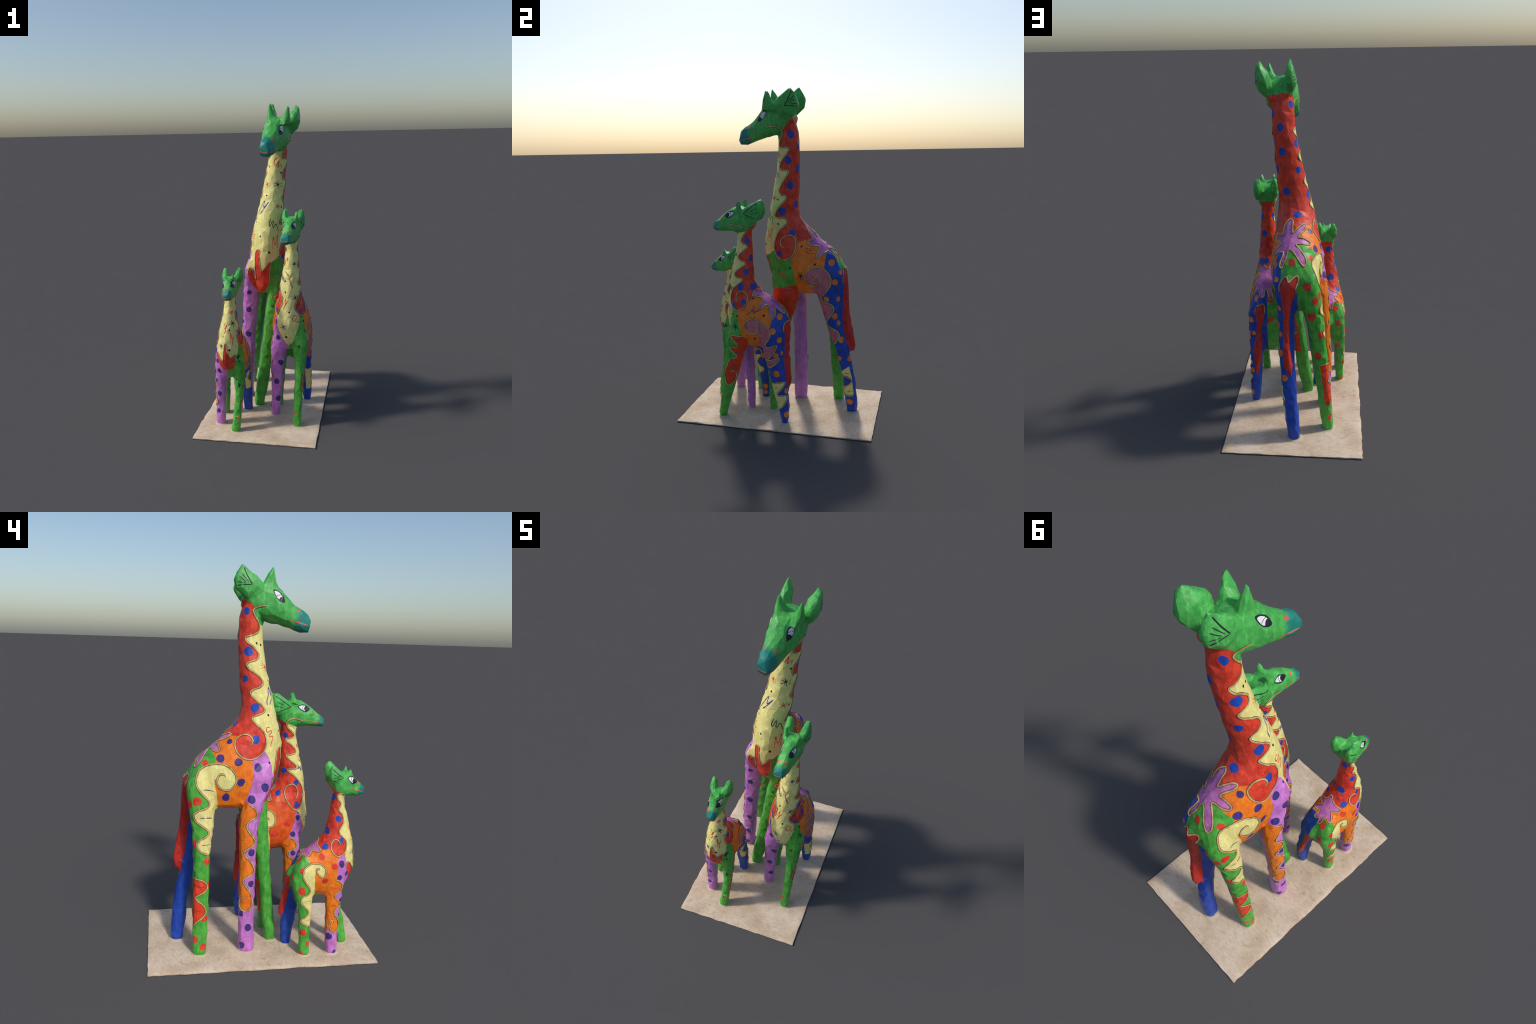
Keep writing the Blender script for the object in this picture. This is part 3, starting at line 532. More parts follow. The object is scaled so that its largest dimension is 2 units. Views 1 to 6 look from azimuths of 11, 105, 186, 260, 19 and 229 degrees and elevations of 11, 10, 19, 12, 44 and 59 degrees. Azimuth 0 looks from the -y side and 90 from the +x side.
    s.fill(L, 'blue', [(.008,.730),(.012,.673),(-.008,.650),(-.018,.609),(-.03,.57),(-.05,.52),(-.07,.45),(.2,.45),(.2,.72),(.031,.712)], 'hind_left', straight=True)
    s.fill(L, 'rose', haunch_l[4:]+[(-.045,.36),(-.065,.42),(-.08,.48),(-.078,.52),(-.085,.55)], 'hind_left', straight=True)
    s.fill(L, 'cream', shin_l+[(.02,.10),(-.04,.27)], 'hind_left', straight=True)
    s.fill(R, 'head', [(0,1.23),(-.11,1.215),(-.132,1.204),(-.150,1.196),(-.168,1.186),(-.200,1.176),(-.235,1.160),(-.25,1.14),(-.7,1.13),(-.7,1.5),(0,1.5)], straight=True)
    s.fill(L, 'head', [(0,1.23),(-.11,1.212),(-.132,1.201),(-.145,1.191),(-.166,1.173),(-.190,1.167),(-.219,1.160),(-.25,1.14),(-.7,1.13),(-.7,1.5),(0,1.5)], straight=True)
    half = [(.212,-.128,.808),(.235,-.128,.806),(.249,-.127,.793),(.240,-.100,.785),(.232,-.072,.776),(.250,-.072,.756),(.267,-.080,.735),(.270,-.072,.724),(.255,-.050,.735),(.244,-.034,.742),(.258,-.021,.720),(.270,-.010,.688),(.270,.003,.664),(.256,.006,.692),(.240,.004,.718),(.228,.010,.722),(.226,.031,.706),(.212,.053,.682)]
    star = half+[(.195,.050,.690),(.190,.020,.722),(.178,.030,.712),(.160,.060,.675),(.146,.058,.680),(.150,.030,.708),(.158,.000,.735),(.130,-.005,.715),(.098,-.015,.690),(.098,-.030,.705),(.130,-.040,.745),(.140,-.052,.758),(.110,-.070,.750),(.100,-.085,.765),(.130,-.085,.785),(.155,-.090,.795),(.150,-.115,.82),(.165,-.125,.825),(.185,-.095,.805)]
    s.fill('B', 'orchid', star)
    s.paint(tail_field(s), 'tail_red')
    hand = [(.252,.075,.600),(.248,.075,.625),(.236,.074,.645),(.226,.078,.630),(.214,.077,.638),(.200,.073,.650),(.190,.078,.628),(.192,.082,.60)]
    s.fill('B', 'tail_red', hand+[(.21,.08,.54),(.235,.08,.54)])
    s.fill('F', 'cream', [(.100,.665),(.108,.635),(.138,.562),(.160,.525),(.176,.508),(.192,.522),(.207,.546),(.237,.627),(.253,.694),(.22,.74),(.13,.74)], straight=True)
    s.dots('blue', [(.253,-.204,.839,.021),(.228,-.129,.838,.021),(.246,-.251,.727,.015),(.265,-.185,.751,.017),(.225,-.164,1.116,.018),(.211,-.143,1.009,.018),(.240,-.171,.929,.017),(.155,-.165,1.116,.016),(.135,-.158,.922,.017),(.118,-.232,.855,.015),(.114,-.125,.798,.017),(.107,-.231,.730,.018),(.198,-.130,.842,.018)])
    s.dots('red', [(.091,-.156,.735,.019),(.081,-.175,.634,.021),(.069,-.107,.577,.020),(.158,.060,.671,.017),(.156,.064,.546,.020),(.08,.0,.60,.018),(.10,.035,.66,.015),(.07,-.02,.42,.016),(.08,-.05,.15,.014)])
    s.dots('navy', [(.103,-.238,.656,.015),(.073,-.213,.567,.016),(.109,-.258,.558,.016),(.122,-.237,.383,.018),(.091,-.229,.249,.018),(.099,-.221,.128,.018),(.052,-.20,.20,.015),(.05,-.20,.08,.015),(.06,-.215,.46,.014)])
    s.dots('orange', [(.250,.038,.670,.019),(.291,-.001,.587,.019),(.279,.042,.532,.018),(.293,.018,.438,.017),(.289,.019,.324,.019),(.272,.077,.218,.015),(.282,.080,.070,.018),(.262,.049,.449,.013)])
    s.dots('ink', [(.259,-.125,.773,.006),(.269,-.228,.663,.007),(.282,-.054,.679,.007),(.298,-.109,.539,.007),(.159,-.282,.857,.006),(.186,-.303,.736,.006),(.107,-.240,.684,.005),(.165,-.293,.574,.008),(.246,-.295,.516,.006),(.165,-.255,.92,.005)], fine=.0025)
    s.dots('coral', [(.166,-.331,1.244,.0075),(.163,-.328,1.239,.006),(.196,-.333,1.242,.0075)], fine=.0025)
    for v, side, o in ((R, 'right', (0, 0)), (L, 'left', (-.008, 0))):
        eye(s, v, offset([(-.229,1.279),(-.256,1.289),(-.277,1.284),(-.299,1.264),(-.293,1.254),(-.274,1.247),(-.250,1.256)], *o),
            offset([(-.235,1.278),(-.257,1.284),(-.276,1.280),(-.290,1.266),(-.274,1.253),(-.253,1.261)], *o), (-.282+o[0], 1.266+o[1], .0165), offset([(-.262,1.284),(-.257,1.270),(-.262,1.255)], *o), side)
    s.line(R, 'lip_line', 'coral', [(-.277,1.200),(-.306,1.197),(-.343,1.193),(-.377,1.194),(-.386,1.194)], w=.003, h=.0008, taper=10)
    s.line(L, 'lip_line', 'coral', [(-.30,1.190),(-.343,1.188),(-.380,1.190)], w=.003, h=.0008, taper=10)
    s.line('F', 'lip_line', 'coral', [(.158,1.191),(.176,1.189),(.192,1.190)], w=.003, h=.0008)
    for v, dy in ((R, 0), (L, .004)):
        for q, w in (([(-.095,1.337),(-.138,1.310),(-.188,1.276)], .0026), ([(-.188,1.276),(-.150,1.263),(-.106,1.247)], .0024), ([(-.150,1.283),(-.100,1.308)], .0018), ([(-.145,1.273),(-.09,1.285)], .0018)):
            s.line(v, 'ear_line', 'ink', offset(q, dy, 0), w=w, h=.0009)
    for v, q in ((R, throat+shoulder), (L, throat_l+shoulder_l), (L, haunch_l), (L, shin_l), (L, strip), (R, haunch), (R, front_leg)): s.line(v, 'contour_line', 'relief', q, w=.0055)
    s.line('B', 'contour_line', 'relief', star+star[:1], w=.0048); s.line('B', 'contour_line', 'relief', hand, w=.0045)
    for q in ([(.155,.982),(.172,.965),(.185,.950)], [(.202,.981),(.188,.952),(.172,.938)], [(.181,.949),(.192,.914),(.206,.882)]): s.line('F', 'contour_line', 'relief', q, w=.0042)
    bars(s, L, 'red', [((-.058,.459),(-.021,.465)),((-.032,.377),(-.002,.384)),((-.001,.223),(.027,.242)),((.024,.141),(.050,.151))])
    bars(s, L, 'navy', [((-.227,.520),(-.198,.516)),((-.245,.441),(-.200,.441)),((-.264,.357),(-.226,.353))])
    for c, col, r in (((.169,1.054),'red',.013),((.148,.934),'indigo',.014),((.220,.823),'ink',.017),((.149,.641),'indigo',.018),((.21,1.03),'ink',.010)): asterisk(s, 'F', col, c, r)
    asterisk(s, L, 'ink', (-.235,.60), .016); asterisk(s, 'F', 'red', (.22,.10), .012)
    pen(s, L, 'indigo', [(-.164,.676),(-.127,.703),(-.116,.729),(-.120,.697),(-.083,.709),(-.122,.687)], .0022)
    pen(s, 'F', 'red', [(.141,.760),(.164,.818),(.160,.781),(.177,.807),(.146,.753)])
    pen(s, 'F', 'red', [(.227,.708),(.213,.716),(.206,.695),(.210,.675),(.223,.681),(.230,.707),(.239,.708),(.243,.691),(.233,.682),(.231,.664),(.254,.674)], .0025)

def paint_calf(s):
    R, L = 'R', 'L'
    throat = [(-.420,.857),(-.409,.866),(-.394,.872),(-.382,.864),(-.376,.851),(-.381,.838),(-.394,.826),(-.400,.814),(-.394,.800),(-.386,.790),(-.389,.778),(-.402,.764),(-.415,.728),(-.403,.703),(-.388,.681),(-.393,.659),(-.411,.642),(-.426,.626),(-.430,.599),(-.422,.569)]
    shoulder = [(-.404,.553),(-.384,.547),(-.364,.557),(-.348,.577),(-.345,.599),(-.352,.622),(-.366,.633),(-.379,.632),(-.390,.619),(-.395,.602)]
    front_leg = [(-.368,.427),(-.388,.420),(-.407,.402),(-.409,.382),(-.393,.359),(-.374,.343),(-.373,.331),(-.384,.317),(-.399,.299),(-.401,.276),(-.381,.263),(-.371,.250),(-.376,.233),(-.390,.211),(-.400,.178),(-.398,.155),(-.385,.137),(-.368,.138),(-.355,.157),(-.351,.182),(-.357,.202),(-.371,.205),(-.372,.192)]
    haunch = [(-.278,.483),(-.284,.488),(-.275,.491),(-.266,.481),(-.271,.465),(-.287,.449),(-.303,.445),(-.313,.461),(-.315,.483),(-.304,.501),(-.286,.513),(-.260,.515),(-.234,.511),(-.209,.497),(-.196,.473),(-.196,.444),(-.211,.416),(-.232,.390),(-.238,.373),(-.227,.355),(-.203,.344),(-.191,.328),(-.192,.309),(-.208,.289),(-.227,.268),(-.232,.251),(-.222,.235),(-.199,.221),(-.194,.206),(-.205,.192),(-.224,.183),(-.243,.172)]
    haunch_l, front_l = shear(haunch, .07, .40), shear(front_leg, -.09, .40)
    for v in (R, L):
        s.fill(v, 'cream', throat+[(-.423,.548),(-.430,.520),(-.437,.49),(-.46,.465),(-.52,.45),(-.8,.45),(-.8,.86),(-.45,.87)], straight=True)
        s.fill(v, 'red', throat[2:]+shoulder[:4]+[(-.343,.590),(-.333,.584),(-.312,.581),(-.292,.582),(-.20,.62),(-.20,.95),(-.33,.95)], straight=True)
    leg_base(s, .345, -.30, -.36, -.235, {(1,1): 'lilac', (0,1): 'green', (1,0): 'green', (0,0): 'blue'})
    s.fill(R, 'lilac', [(-.384,.549),(-.381,.526),(-.383,.486),(-.378,.445),(-.374,.424),(-.37,.33),(-.6,.33),(-.6,.44),(-.445,.448),(-.434,.505),(-.426,.526),(-.421,.552),(-.404,.553)], 'front_right', straight=True)
    s.fill(R, 'orange', front_leg[:17]+[(-.33,.15),(-.31,.30),(-.32,.42)], 'front_right', straight=True)
    s.fill(R, 'green', [(-.225,.545),(-.228,.516),(-.25,.50),(-.22,.44),(-.25,.38),(-.28,.325),(0,.325),(0,.55)], 'hind_right', straight=True)
    s.fill(R, 'cream', haunch[5:]+[(-.27,.17),(-.27,.30),(-.262,.38),(-.258,.452),(-.264,.478)], 'hind_right', straight=True)
    s.fill(L, 'green', [(-.384,.549),(-.375,.500),(-.372,.440),(-.37,.33),(-.6,.33),(-.6,.47),(-.46,.480),(-.434,.505),(-.426,.526),(-.421,.552),(-.404,.553)], 'front_left', straight=True)
    s.fill(L, 'vermilion', front_l[:17]+[(-.36,.15),(-.31,.30),(-.32,.42)], 'front_left', straight=True)
    s.fill(L, 'blue', [(-.225,.545),(-.228,.516),(-.25,.50),(-.22,.44),(-.25,.38),(-.28,.325),(0,.325),(0,.55)], 'hind_left', straight=True)
    s.fill(L, 'rose', haunch_l[5:21]+[(-.25,.30),(-.268,.38),(-.262,.452),(-.266,.478)], 'hind_left', straight=True)
    s.fill(L, 'cream', haunch_l[22:]+[(-.20,.172),(-.22,.30)], 'hind_left', straight=True)
    edge = [(-.20,.93),(-.34,.905),(-.351,.902),(-.357,.889),(-.366,.884),(-.382,.878),(-.398,.872),(-.409,.866),(-.420,.857),(-.435,.846),(-.46,.82),(-.8,.80),(-.8,1.2),(-.2,1.2)]
    s.fill(R, 'head', edge, straight=True); s.fill(L, 'head', edge, straight=True)
    right = [(-.178,-.290,.608),(-.192,-.283,.602),(-.212,-.282,.594),(-.232,-.288,.586),(-.234,-.276,.574),(-.220,-.262,.572),(-.209,-.250,.571),(-.218,-.241,.560),(-.238,-.224,.546),(-.236,-.212,.541),(-.208,-.217,.551),(-.202,-.205,.545),(-.200,-.185,.520),(-.188,-.180,.515)]
    star = right+[(-.178,-.200,.540),(-.160,-.190,.525),(-.148,-.195,.530),(-.158,-.222,.555),(-.130,-.228,.540),(-.118,-.235,.545),(-.145,-.255,.572),(-.125,-.270,.568),(-.122,-.282,.580),(-.150,-.282,.597),(-.155,-.300,.615),(-.166,-.302,.618)]
    s.fill('B', 'orchid', star)
    s.paint(tail_field(s), 'tail_red')
    palm = [(-.242,.505),(-.234,.513),(-.222,.495),(-.208,.472),(-.198,.466),(-.192,.50),(-.186,.560),(-.179,.581),(-.171,.560),(-.164,.515),(-.152,.488),(-.137,.496),(-.124,.500),(-.127,.454),(-.138,.412),(-.168,.404),(-.203,.405),(-.230,.440),(-.245,.48)]
    s.fill('F', 'cream', [(-.195,.585),(-.190,.47),(-.152,.48),(-.137,.492),(-.126,.498),(-.115,.52),(-.107,.57),(-.12,.62)], straight=True)
    s.fill('F', 'red', palm)
    s.dots('blue', [(-.210,-.386,.737,.016),(-.188,-.330,.670,.020),(-.233,-.314,.600,.016),(-.236,-.400,.629,.013),(-.170,-.361,.845,.018),(-.125,-.39,.74,.016),(-.13,-.34,.67,.018),(-.12,-.32,.60,.016),(-.108,-.40,.63,.014)])
    s.dots('red', [(-.253,-.294,.548,.017),(-.264,-.360,.499,.017),(-.271,-.312,.428,.016),(-.217,-.181,.521,.018),(-.272,-.191,.483,.014),(-.236,-.144,.438,.018),(-.279,-.192,.374,.020),(-.278,-.207,.143,.019),(-.275,-.237,.079,.014),(-.270,-.201,.023,.013),(-.238,-.177,.272,.017)])
    s.dots('navy', [(-.255,-.402,.507,.018),(-.264,-.394,.436,.014),(-.271,-.346,.112,.019),(-.261,-.407,.312,.012),(-.272,-.384,.022,.012),(-.235,-.427,.382,.015),(-.244,-.407,.222,.016),(-.253,-.402,.104,.014),(-.245,-.44,.45,.014)])
    s.dots('orange', [(-.10,-.20,.48,.017),(-.09,-.18,.40,.016),(-.075,-.17,.30,.015),(-.07,-.15,.09,.016),(-.08,-.15,.05,.014)])
    s.dots('ink', [(-.153,-.462,.659,.005),(-.118,-.426,.646,.005),(-.154,-.481,.539,.007),(-.196,-.469,.621,.004),(-.125,-.45,.34,.006),(-.099,-.451,.462,.006),(-.123,-.479,.101,.005)], fine=.0025)
    s.dots('coral', [(-.171,-.497,.922,.0065),(-.174,-.494,.914,.005),(-.137,-.494,.922,.006)], fine=.0025)
    for v, side, o in ((R, 'right', (0, 0)), (L, 'left', (.006, .004))):
        eye(s, v, offset([(-.426,.950),(-.440,.957),(-.453,.960),(-.468,.946),(-.485,.927),(-.466,.919),(-.454,.917),(-.440,.931)], *o),
            offset([(-.432,.949),(-.451,.954),(-.465,.943),(-.475,.930),(-.455,.923),(-.443,.934)], *o), (-.469+o[0], .932+o[1], .0145), offset([(-.453,.956),(-.449,.942),(-.450,.925)], *o), side)
    s.line(R, 'lip_line', 'coral', [(-.445,.897),(-.472,.887),(-.498,.878),(-.524,.874)], w=.0028, h=.0008, taper=8)
    s.line(L, 'lip_line', 'coral', [(-.470,.884),(-.498,.876),(-.524,.873)], w=.0028, h=.0008, taper=8)
    s.line('F', 'lip_line', 'coral', [(-.172,.874),(-.152,.872),(-.134,.874)], w=.003, h=.0008)
    for v in (R, L):
        for q, w in (([(-.338,1.004),(-.358,.984),(-.406,.949)], .0024), ([(-.406,.949),(-.376,.945),(-.345,.936)], .0022), ([(-.385,.957),(-.345,.972)], .0018), ([(-.380,.950),(-.340,.957)], .0016)):
            s.line(v, 'ear_line', 'ink', q, w=w, h=.0009)
    for v, q in ((R, throat+shoulder), (L, throat+shoulder), (R, haunch), (R, front_leg), (L, haunch_l), (L, front_l)): s.line(v, 'contour_line', 'relief', q, w=.0050)
    s.line('B', 'contour_line', 'relief', star+star[:1], w=.0044); s.line('F', 'contour_line', 'relief', palm[-1:]+palm[:14], w=.0036)
    bars(s, R, 'red', [((-.215,.316),(-.246,.317)),((-.220,.214),(-.242,.211)),((-.352,.373),(-.389,.378)),((-.348,.283),(-.375,.284))])
    for c, col, r in (((-.149,.764),'red',.012),((-.140,.696),'ink',.016),((-.207,.560),'indigo',.012),((-.111,.482),'ink',.015),((-.108,.305),'ink',.014),((-.11,.10),'red',.010)): asterisk(s, 'F', col, c, r)
    pen(s, 'F', 'red', [(-.180,.701),(-.191,.684),(-.187,.666),(-.176,.667),(-.175,.690),(-.182,.659),(-.173,.656),(-.190,.638)])
    pen(s, 'F', 'red', [(-.145,.587),(-.150,.643),(-.138,.601),(-.133,.624),(-.137,.568)])

# ------------------------------------------------------------------ materials
def srgb(r, g, b): return tuple(((c/255/12.92) if c/255 < .04045 else ((c/255+.055)/1.055)**2.4) for c in (r, g, b))+(1,)

def paint_material(name, colour, second=None, vary=.16, rough=.42, grain=26, spots=None, gradient=None):
    """Brushed lacquer paint: broad tone changes, fine brush streaks, optional blend along a direction."""
    m = bpy.data.materials.new(name); m.use_nodes = True
    nt = m.node_tree; N, K = nt.nodes, nt.links; bsdf = N['Principled BSDF']
    tc = N.new('ShaderNodeTexCoord')
    def noise_node(scale, detail, rough=.55, stretch=None):
        t = N.new('ShaderNodeTexNoise'); t.inputs['Scale'].default_value = scale; t.inputs['Detail'].default_value = detail; t.inputs['Roughness'].default_value = rough
        if stretch:
            mp = N.new('ShaderNodeMapping'); mp.inputs['Scale'].default_value = stretch; K.new(tc.outputs['Object'], mp.inputs['Vector']); K.new(mp.outputs[0], t.inputs['Vector'])
        else: K.new(tc.outputs['Object'], t.inputs['Vector'])
        return t
    def mix(fac, a, b, kind='MIX'):
        x = N.new('ShaderNodeMix'); x.data_type = 'RGBA'; x.blend_type = kind
        (K.new(fac, x.inputs['Factor']) if hasattr(fac, 'links') else setattr(x.inputs['Factor'], 'default_value', fac))
        for v, i in ((a, 6), (b, 7)):
            (K.new(v, x.inputs[i]) if hasattr(v, 'links') else setattr(x.inputs[i], 'default_value', v))
        return x.outputs[2]
    def ramp(src, lo, hi):
        r = N.new('ShaderNodeMapRange'); r.interpolation_type = 'SMOOTHSTEP'; r.inputs['From Min'].default_value = lo; r.inputs['From Max'].default_value = hi
        K.new(src, r.inputs['Value']); return r.outputs[0]
    second = second or tuple(c*.72 for c in colour[:3])+(1,)
    c = mix(ramp(noise_node(grain, 3).outputs['Fac'], .35, .68), colour, second)
    light = tuple(min(1, k*(1+vary)+.02*vary) for k in colour[:3])+(1,)
    c = mix(ramp(noise_node(70, 4, .6, (1, 1, .22)).outputs['Fac'], .50, .70), c, light)
    dark = tuple(k*(1-vary*1.3) for k in colour[:3])+(1,)
    c = mix(ramp(noise_node(150, 2).outputs['Fac'], .56, .74), c, dark)
    if gradient:
        (dx, dy, dz), lo, hi, tip = gradient
        v = N.new('ShaderNodeVectorMath'); v.operation = 'DOT_PRODUCT'; v.inputs[1].default_value = (dx, dy, dz); K.new(tc.outputs['Object'], v.inputs[0])
        n = noise_node(30, 2); a = N.new('ShaderNodeMath'); a.operation = 'MULTIPLY_ADD'; a.inputs[1].default_value = .03; K.new(n.outputs['Fac'], a.inputs[0]); K.new(v.outputs['Value'], a.inputs[2])
        c = mix(ramp(a.outputs[0], lo+.015, hi+.015), c, tip)
    K.new(c, bsdf.inputs['Base Color'])
    rr = N.new('ShaderNodeMapRange'); rr.inputs['To Min'].default_value = rough-.08; rr.inputs['To Max'].default_value = rough+.15
    K.new(noise_node(40, 3).outputs['Fac'], rr.inputs['Value']); K.new(rr.outputs[0], bsdf.inputs['Roughness'])
    bp = N.new('ShaderNodeBump'); bp.inputs['Strength'].default_value = .25; bp.inputs['Distance'].default_value = .002
    K.new(noise_node(90, 4, .6, (1, 1, .4)).outputs['Fac'], bp.inputs['Height']); K.new(bp.outputs[0], bsdf.inputs['Normal'])
    bsdf.inputs['Specular IOR Level'].default_value = .35
    return m

PAINTS = dict(
    cream=((.82,.74,.28,1), (.75,.66,.22,1)), red=((.74,.066,.030,1), (.54,.030,.018,1)), rust=((.74,.11,.013,1), (.60,.07,.012,1)), orange=((.88,.22,.014,1), (.76,.15,.012,1)),
    green=((.095,.44,.055,1), (.050,.31,.038,1)), blue=((.014,.055,.36,1), (.020,.080,.46,1)), navy=((.060,.040,.22,1), (.045,.030,.16,1)),
    lilac=((.60,.21,.60,1), (.48,.15,.49,1)), orchid=((.60,.19,.46,1), (.40,.11,.36,1)), rose=((.58,.17,.21,1), (.46,.12,.16,1)), vermilion=((.78,.060,.014,1), (.62,.045,.012,1)),
    tail_red=((.56,.032,.022,1), (.44,.022,.018,1)), ink=((.020,.018,.030,1), None), indigo=((.055,.045,.26,1), None), white=((.80,.80,.82,1), (.70,.70,.74,1)), coral=((.80,.14,.085,1), None),
    line_gold=((.62,.43,.19,1), (.40,.25,.09,1)), line_umber=((.11,.062,.025,1), (.075,.042,.017,1)))  # line_gold lightened to paint the highlight along the crest of the raised lines
HEADS = dict(adult=((-.18,-.95,-.25), (-.295, -.255)), young=((-.05,-.97,-.25), (.015, .048)), calf=((0,-.97,-.25), (.243, .268)))

def make_materials():
    M = {k: paint_material('paint_'+k, a, b) for k, (a, b) in PAINTS.items()}
    M['relief'] = None
    return M

def smooth_object(name, P, T, normals, mats, mat_ids, parent, origin):
    used, inv = np.unique(T, return_inverse=True); T2 = inv.reshape(T.shape)
    me = mesh_from(P[used]-origin, T2, name)
    for m in mats: me.materials.append(m)
    me.polygons.foreach_set('material_index', np.asarray(mat_ids, np.int32))
    me.polygons.foreach_set('use_smooth', np.ones(len(T2), bool))
    me.update()
    if normals is not None: me.normals_split_custom_set([tuple(n) for n in normals.reshape(-1, 3)])
    ob = bpy.data.objects.new(name, me); bpy.context.collection.objects.link(ob); ob.parent = parent
    return ob

PART_NAME = {'torso': 'torso', 'crotch': 'torso', 'tail': 'tail', 'head': 'head', 'neck': 'neck'}

def build_giraffe(kind, M, painter, base_point):
    g = GIRAFFES[kind]
    P, T, parts = build_body(g, .005, kind)
    s = Skin(g, P, T, parts)
    top, cut = g['neck_base']
    C = s.P[s.T].mean(1)
    neck = (s.part == 'torso') & (C[:, 2]+.55*C[:, 1] > cut)
    s.part[neck] = 'neck'
    painter(s)
    root = bpy.data.objects.new(g['name'], None); bpy.context.collection.objects.link(root)
    root.location = base_point; root['label'] = g['label']; root['category'] = 'giraffe figurine'
    root.empty_display_size = .1
    origin = np.array(base_point)
    nrm = .38*s.vn[s.T]+.62*s.cfn[s.par][:, None, :]
    nrm /= np.linalg.norm(nrm, axis=2)[:, :, None]
    d, (lo, hi) = HEADS[kind]
    ddot = lambda v: v-float(np.dot(d, origin))
    head = paint_material('paint_head_'+kind, (.085,.46,.095,1), (.050,.33,.065,1), vary=.25, gradient=(d, ddot(lo), ddot(hi), (.016,.22,.18,1)))
    mats = dict(M); mats['head'] = head
    def kind_of(p):
        if p in PART_NAME: return PART_NAME[p]
        return p.split('_')[0]
    done = {}
    for p in sorted(set(s.part)):
        key = p if p != 'crotch' else 'torso'
        done.setdefault(key, []).append(p)
    obs = {}
    for key, ps in done.items():
        m = np.isin(s.part, ps); cols = sorted(set(s.col[m])); idx = {c: i for i, c in enumerate(cols)}
        name = {'horn': 'horn'}.get(kind_of(key), kind_of(key))
        obs[key] = smooth_object(name, s.P, s.T[m], nrm[m], [mats[c] for c in cols], [idx[c] for c in s.col[m]], root, origin)
    if 'head' in obs:
        for k, o in obs.items():
            if k.split('_')[0] in ('ear', 'horn', 'eye'): o.parent = obs['head']
    # raised lines and marks: each is its own strip of paint
    for name, colour, V in s.notes:
        n, k = V.shape[:2]; F, mi = [], []
        two = colour == 'relief'
        for i in range(n-1):
            for j in range(k-1):
                a = i*k+j; F.append((a, a+1, a+k+1, a+k)); mi.append(1 if two and j in (2, 3, 4) else 0)
        F += [tuple(range(k)), tuple(range((n-1)*k, n*k))[::-1]]; mi += [0, 0]
        me = mesh_from(V.reshape(-1, 3)-origin, F, name)
        bm = bmesh.new(); bm.from_mesh(me); bmesh.ops.recalc_face_normals(bm, faces=bm.faces); bm.to_mesh(me); bm.free()
        for mm in ([M['line_umber'], M['line_gold']] if two else [M[colour]]): me.materials.append(mm)
        me.polygons.foreach_set('material_index', np.array(mi, np.int32))
        me.polygons.foreach_set('use_smooth', np.ones(len(me.polygons), bool))
        ob = bpy.data.objects.new(name, me); bpy.context.collection.objects.link(ob); ob.parent = root
    return root

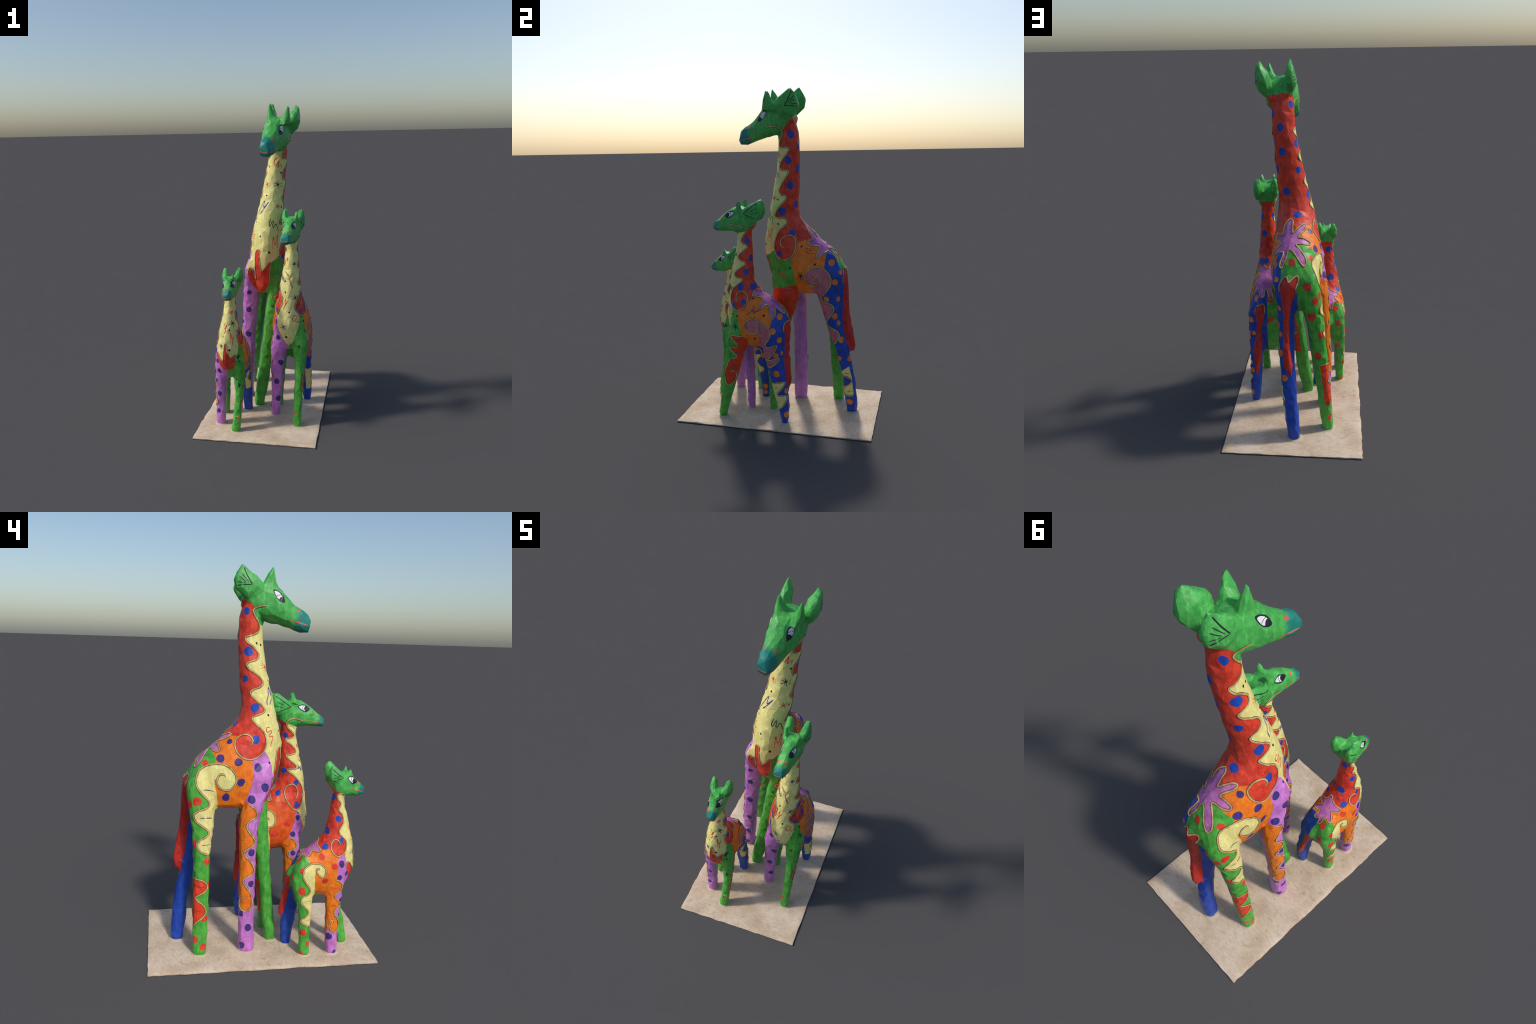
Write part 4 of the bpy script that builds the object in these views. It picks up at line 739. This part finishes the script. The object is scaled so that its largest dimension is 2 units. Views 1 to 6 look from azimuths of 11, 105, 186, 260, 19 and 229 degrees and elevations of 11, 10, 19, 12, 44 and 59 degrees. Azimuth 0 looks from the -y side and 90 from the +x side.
def build_sheet():
    """The pale board the family stands on: thin, slightly wavy, with an uneven rim."""
    nx, ny = 150, 236; hx, hy, t = .3755, .592, .0088
    X, Y = np.meshgrid(np.linspace(-1, 1, nx+1), np.linspace(-1, 1, ny+1), indexing='ij')
    V = np.zeros((2, nx+1, ny+1, 3))
    for i in range(nx+1):
        for j in range(ny+1):
            x, y = X[i, j], Y[i, j]
            px, py = x*hx, y*hy
            wav = noise.noise(Vector((px*9, py*9, 3)))*.0013+noise.noise(Vector((px*30, py*30, 7)))*.0007
            ex = max(0, abs(x)-.93)/.07; ey = max(0, abs(y)-.95)/.05
            e = max(ex, ey)
            rim = noise.noise(Vector((px*14, py*14, 11)))*.0045*e
            px += ex*((noise.noise(Vector((x*2, py*9, 5)))+.5*noise.noise(Vector((x*2, py*31, 8))))*(.007 if x < 0 else .0025)+(.001 if x < 0 else -.001))
            py += ey*(noise.noise(Vector((px*20, y*2, 9)))*.003-.001)
            top = t+wav+rim-.003*e*e
            V[0, i, j] = px, py, max(top, .004); V[1, i, j] = px*.998, py*.998, 0
    n = (nx+1)*(ny+1); k = lambda s, i, j: s*n+i*(ny+1)+j
    F = []
    for i in range(nx):
        for j in range(ny):
            F.append((k(0,i,j), k(0,i+1,j), k(0,i+1,j+1), k(0,i,j+1)))
    F.append(tuple(k(1,0,j) for j in range(ny+1))+tuple(k(1,i,ny) for i in range(1, nx+1))+tuple(k(1,nx,j) for j in range(ny-1, -1, -1))+tuple(k(1,i,0) for i in range(nx-1, 0, -1)))
    for i in range(nx):
        F += [(k(0,i+1,0), k(0,i,0), k(1,i,0), k(1,i+1,0)), (k(0,i,ny), k(0,i+1,ny), k(1,i+1,ny), k(1,i,ny))]
    for j in range(ny):
        F += [(k(0,0,j), k(0,0,j+1), k(1,0,j+1), k(1,0,j)), (k(0,nx,j+1), k(0,nx,j), k(1,nx,j), k(1,nx,j+1))]
    used = sorted({i for f in F for i in f}); re = {v: i for i, v in enumerate(used)}
    V = V.reshape(-1, 3)[used]; F = [tuple(re[i] for i in f) for f in F]
    me = mesh_from(V, F, 'base_board')
    bm = bmesh.new(); bm.from_mesh(me); bmesh.ops.recalc_face_normals(bm, faces=bm.faces); bm.to_mesh(me); bm.free()
    ob = bpy.data.objects.new('base_board', me); bpy.context.collection.objects.link(ob)
    for p in me.polygons: p.use_smooth = True
    me.set_sharp_from_angle(angle=math.radians(50))
    m = bpy.data.materials.new('pale_board'); m.use_nodes = True; nt = m.node_tree; N, K = nt.nodes, nt.links; b = N['Principled BSDF']
    tc = N.new('ShaderNodeTexCoord'); mp = N.new('ShaderNodeMapping'); mp.inputs['Rotation'].default_value = (0, 0, .35); mp.inputs['Scale'].default_value = (1, 6, 1); K.new(tc.outputs['Object'], mp.inputs['Vector'])
    def nz(scale, det, vec):
        x = N.new('ShaderNodeTexNoise'); x.inputs['Scale'].default_value = scale; x.inputs['Detail'].default_value = det; K.new(vec, x.inputs['Vector']); return x.outputs['Fac']
    def rp(src, stops):
        r = N.new('ShaderNodeValToRGB'); e = r.color_ramp.elements
        e[0].position, e[0].color = stops[0]; e[1].position, e[1].color = stops[-1]
        for p, c in stops[1:-1]: q = e.new(p); q.color = c
        K.new(src, r.inputs['Fac']); return r.outputs['Color']
    broad = rp(nz(6, 3, tc.outputs['Object']), [(.28, (.53,.39,.265,1)), (.5, (.66,.515,.375,1)), (.74, (.76,.63,.49,1))])
    streak = rp(nz(45, 5, mp.outputs[0]), [(.36, (.86,.85,.83,1)), (.52, (1,1,1,1)), (.68, (1.09,1.09,1.08,1))])
    blot = rp(nz(34, 3, tc.outputs['Object']), [(.58, (1,1,1,1)), (.72, (.84,.82,.77,1))])
    def mul(a, c):
        x = N.new('ShaderNodeMix'); x.data_type = 'RGBA'; x.blend_type = 'MULTIPLY'; x.inputs['Factor'].default_value = 1; K.new(a, x.inputs[6]); K.new(c, x.inputs[7]); return x.outputs[2]
    K.new(mul(mul(broad, streak), blot), b.inputs['Base Color']); b.inputs['Roughness'].default_value = .8; b.inputs['Specular IOR Level'].default_value = .15
    bp = N.new('ShaderNodeBump'); bp.inputs['Strength'].default_value = .3; bp.inputs['Distance'].default_value = .003; K.new(nz(60, 5, mp.outputs[0]), bp.inputs['Height']); K.new(bp.outputs[0], b.inputs['Normal'])
    me.materials.append(m)
    rng = random.Random(4)
    glue = bpy.data.materials.new('dried_glue'); glue.use_nodes = True; gb = glue.node_tree.nodes['Principled BSDF']
    gt = glue.node_tree.nodes.new('ShaderNodeTexNoise'); gt.inputs['Scale'].default_value = 60
    gr = glue.node_tree.nodes.new('ShaderNodeValToRGB'); gr.color_ramp.elements[0].color = (.42,.32,.21,1); gr.color_ramp.elements[1].color = (.68,.57,.42,1)
    glue.node_tree.links.new(gt.outputs['Fac'], gr.inputs['Fac']); glue.node_tree.links.new(gr.outputs['Color'], gb.inputs['Base Color']); gb.inputs['Roughness'].default_value = .8
    for g in GIRAFFES.values():
        for rows in g['legs'].values():
            z, xc, hx, y0, y1 = rows[-2]; yc, hy_ = (y0+y1)/2, (y1-y0)/2; seed = rng.uniform(0, 50); hgt = rng.uniform(.006, .011)
            V, F, n, rings = [], [], 20, ((1.5, .0), (1.32, .35), (1.12, .85), (.9, 1.0))
            for k, (r, q) in enumerate(rings):
                for i in range(n):
                    a = 2*math.pi*i/n; w = 1+(.16+.1*(k == 0))*noise.noise(Vector((math.cos(a)*1.6+seed, math.sin(a)*1.6, k*.2)))
                    grow = 1+(r-1)*w
                    V.append((xc+math.cos(a)*hx*grow, yc+math.sin(a)*hy_*grow, t-.003+q*hgt*(.75+.4*w)*.8))
            for k in range(len(rings)-1):
                for i in range(n): F.append((k*n+i, k*n+(i+1) % n, (k+1)*n+(i+1) % n, (k+1)*n+i))
            F.append(tuple(range((len(rings)-1)*n, len(rings)*n)))
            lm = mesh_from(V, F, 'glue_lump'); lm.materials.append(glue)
            lo = bpy.data.objects.new('glue_lump', lm); bpy.context.collection.objects.link(lo); lo.parent = ob
            for p in lm.polygons: p.use_smooth = True
    ob['label'] = 'thin pale beige board with an uneven rim'; ob['category'] = 'base board'
    return ob

GIRAFFES['adult'].update(name='adult_giraffe', chest_depth=.062, leg_blend=(.72,.86), leg_shift=-.09, back_normal=(.62,.785), back_point=(.26,1.07), neck_base=(1.2,1.29))
GIRAFFES['young'].update(name='young_giraffe', chest_depth=.05, leg_blend=(.42,.52), leg_shift=-.01, back_normal=(.60,.80), back_point=(-.03,.73), neck_base=(.85,.80))
GIRAFFES['calf'].update(name='calf_giraffe', chest_depth=.065, leg_blend=(.32,.40), leg_shift=-.005, back_normal=(.55,.835), back_point=(-.24,.56), neck_base=(.62,.47))

MATS = make_materials()
build_sheet()
build_giraffe('adult', MATS, paint_adult, (-.10, .18, .01))
build_giraffe('young', MATS, paint_young, (.17, -.13, .01))
build_giraffe('calf', MATS, paint_calf, (-.19, -.30, .01))
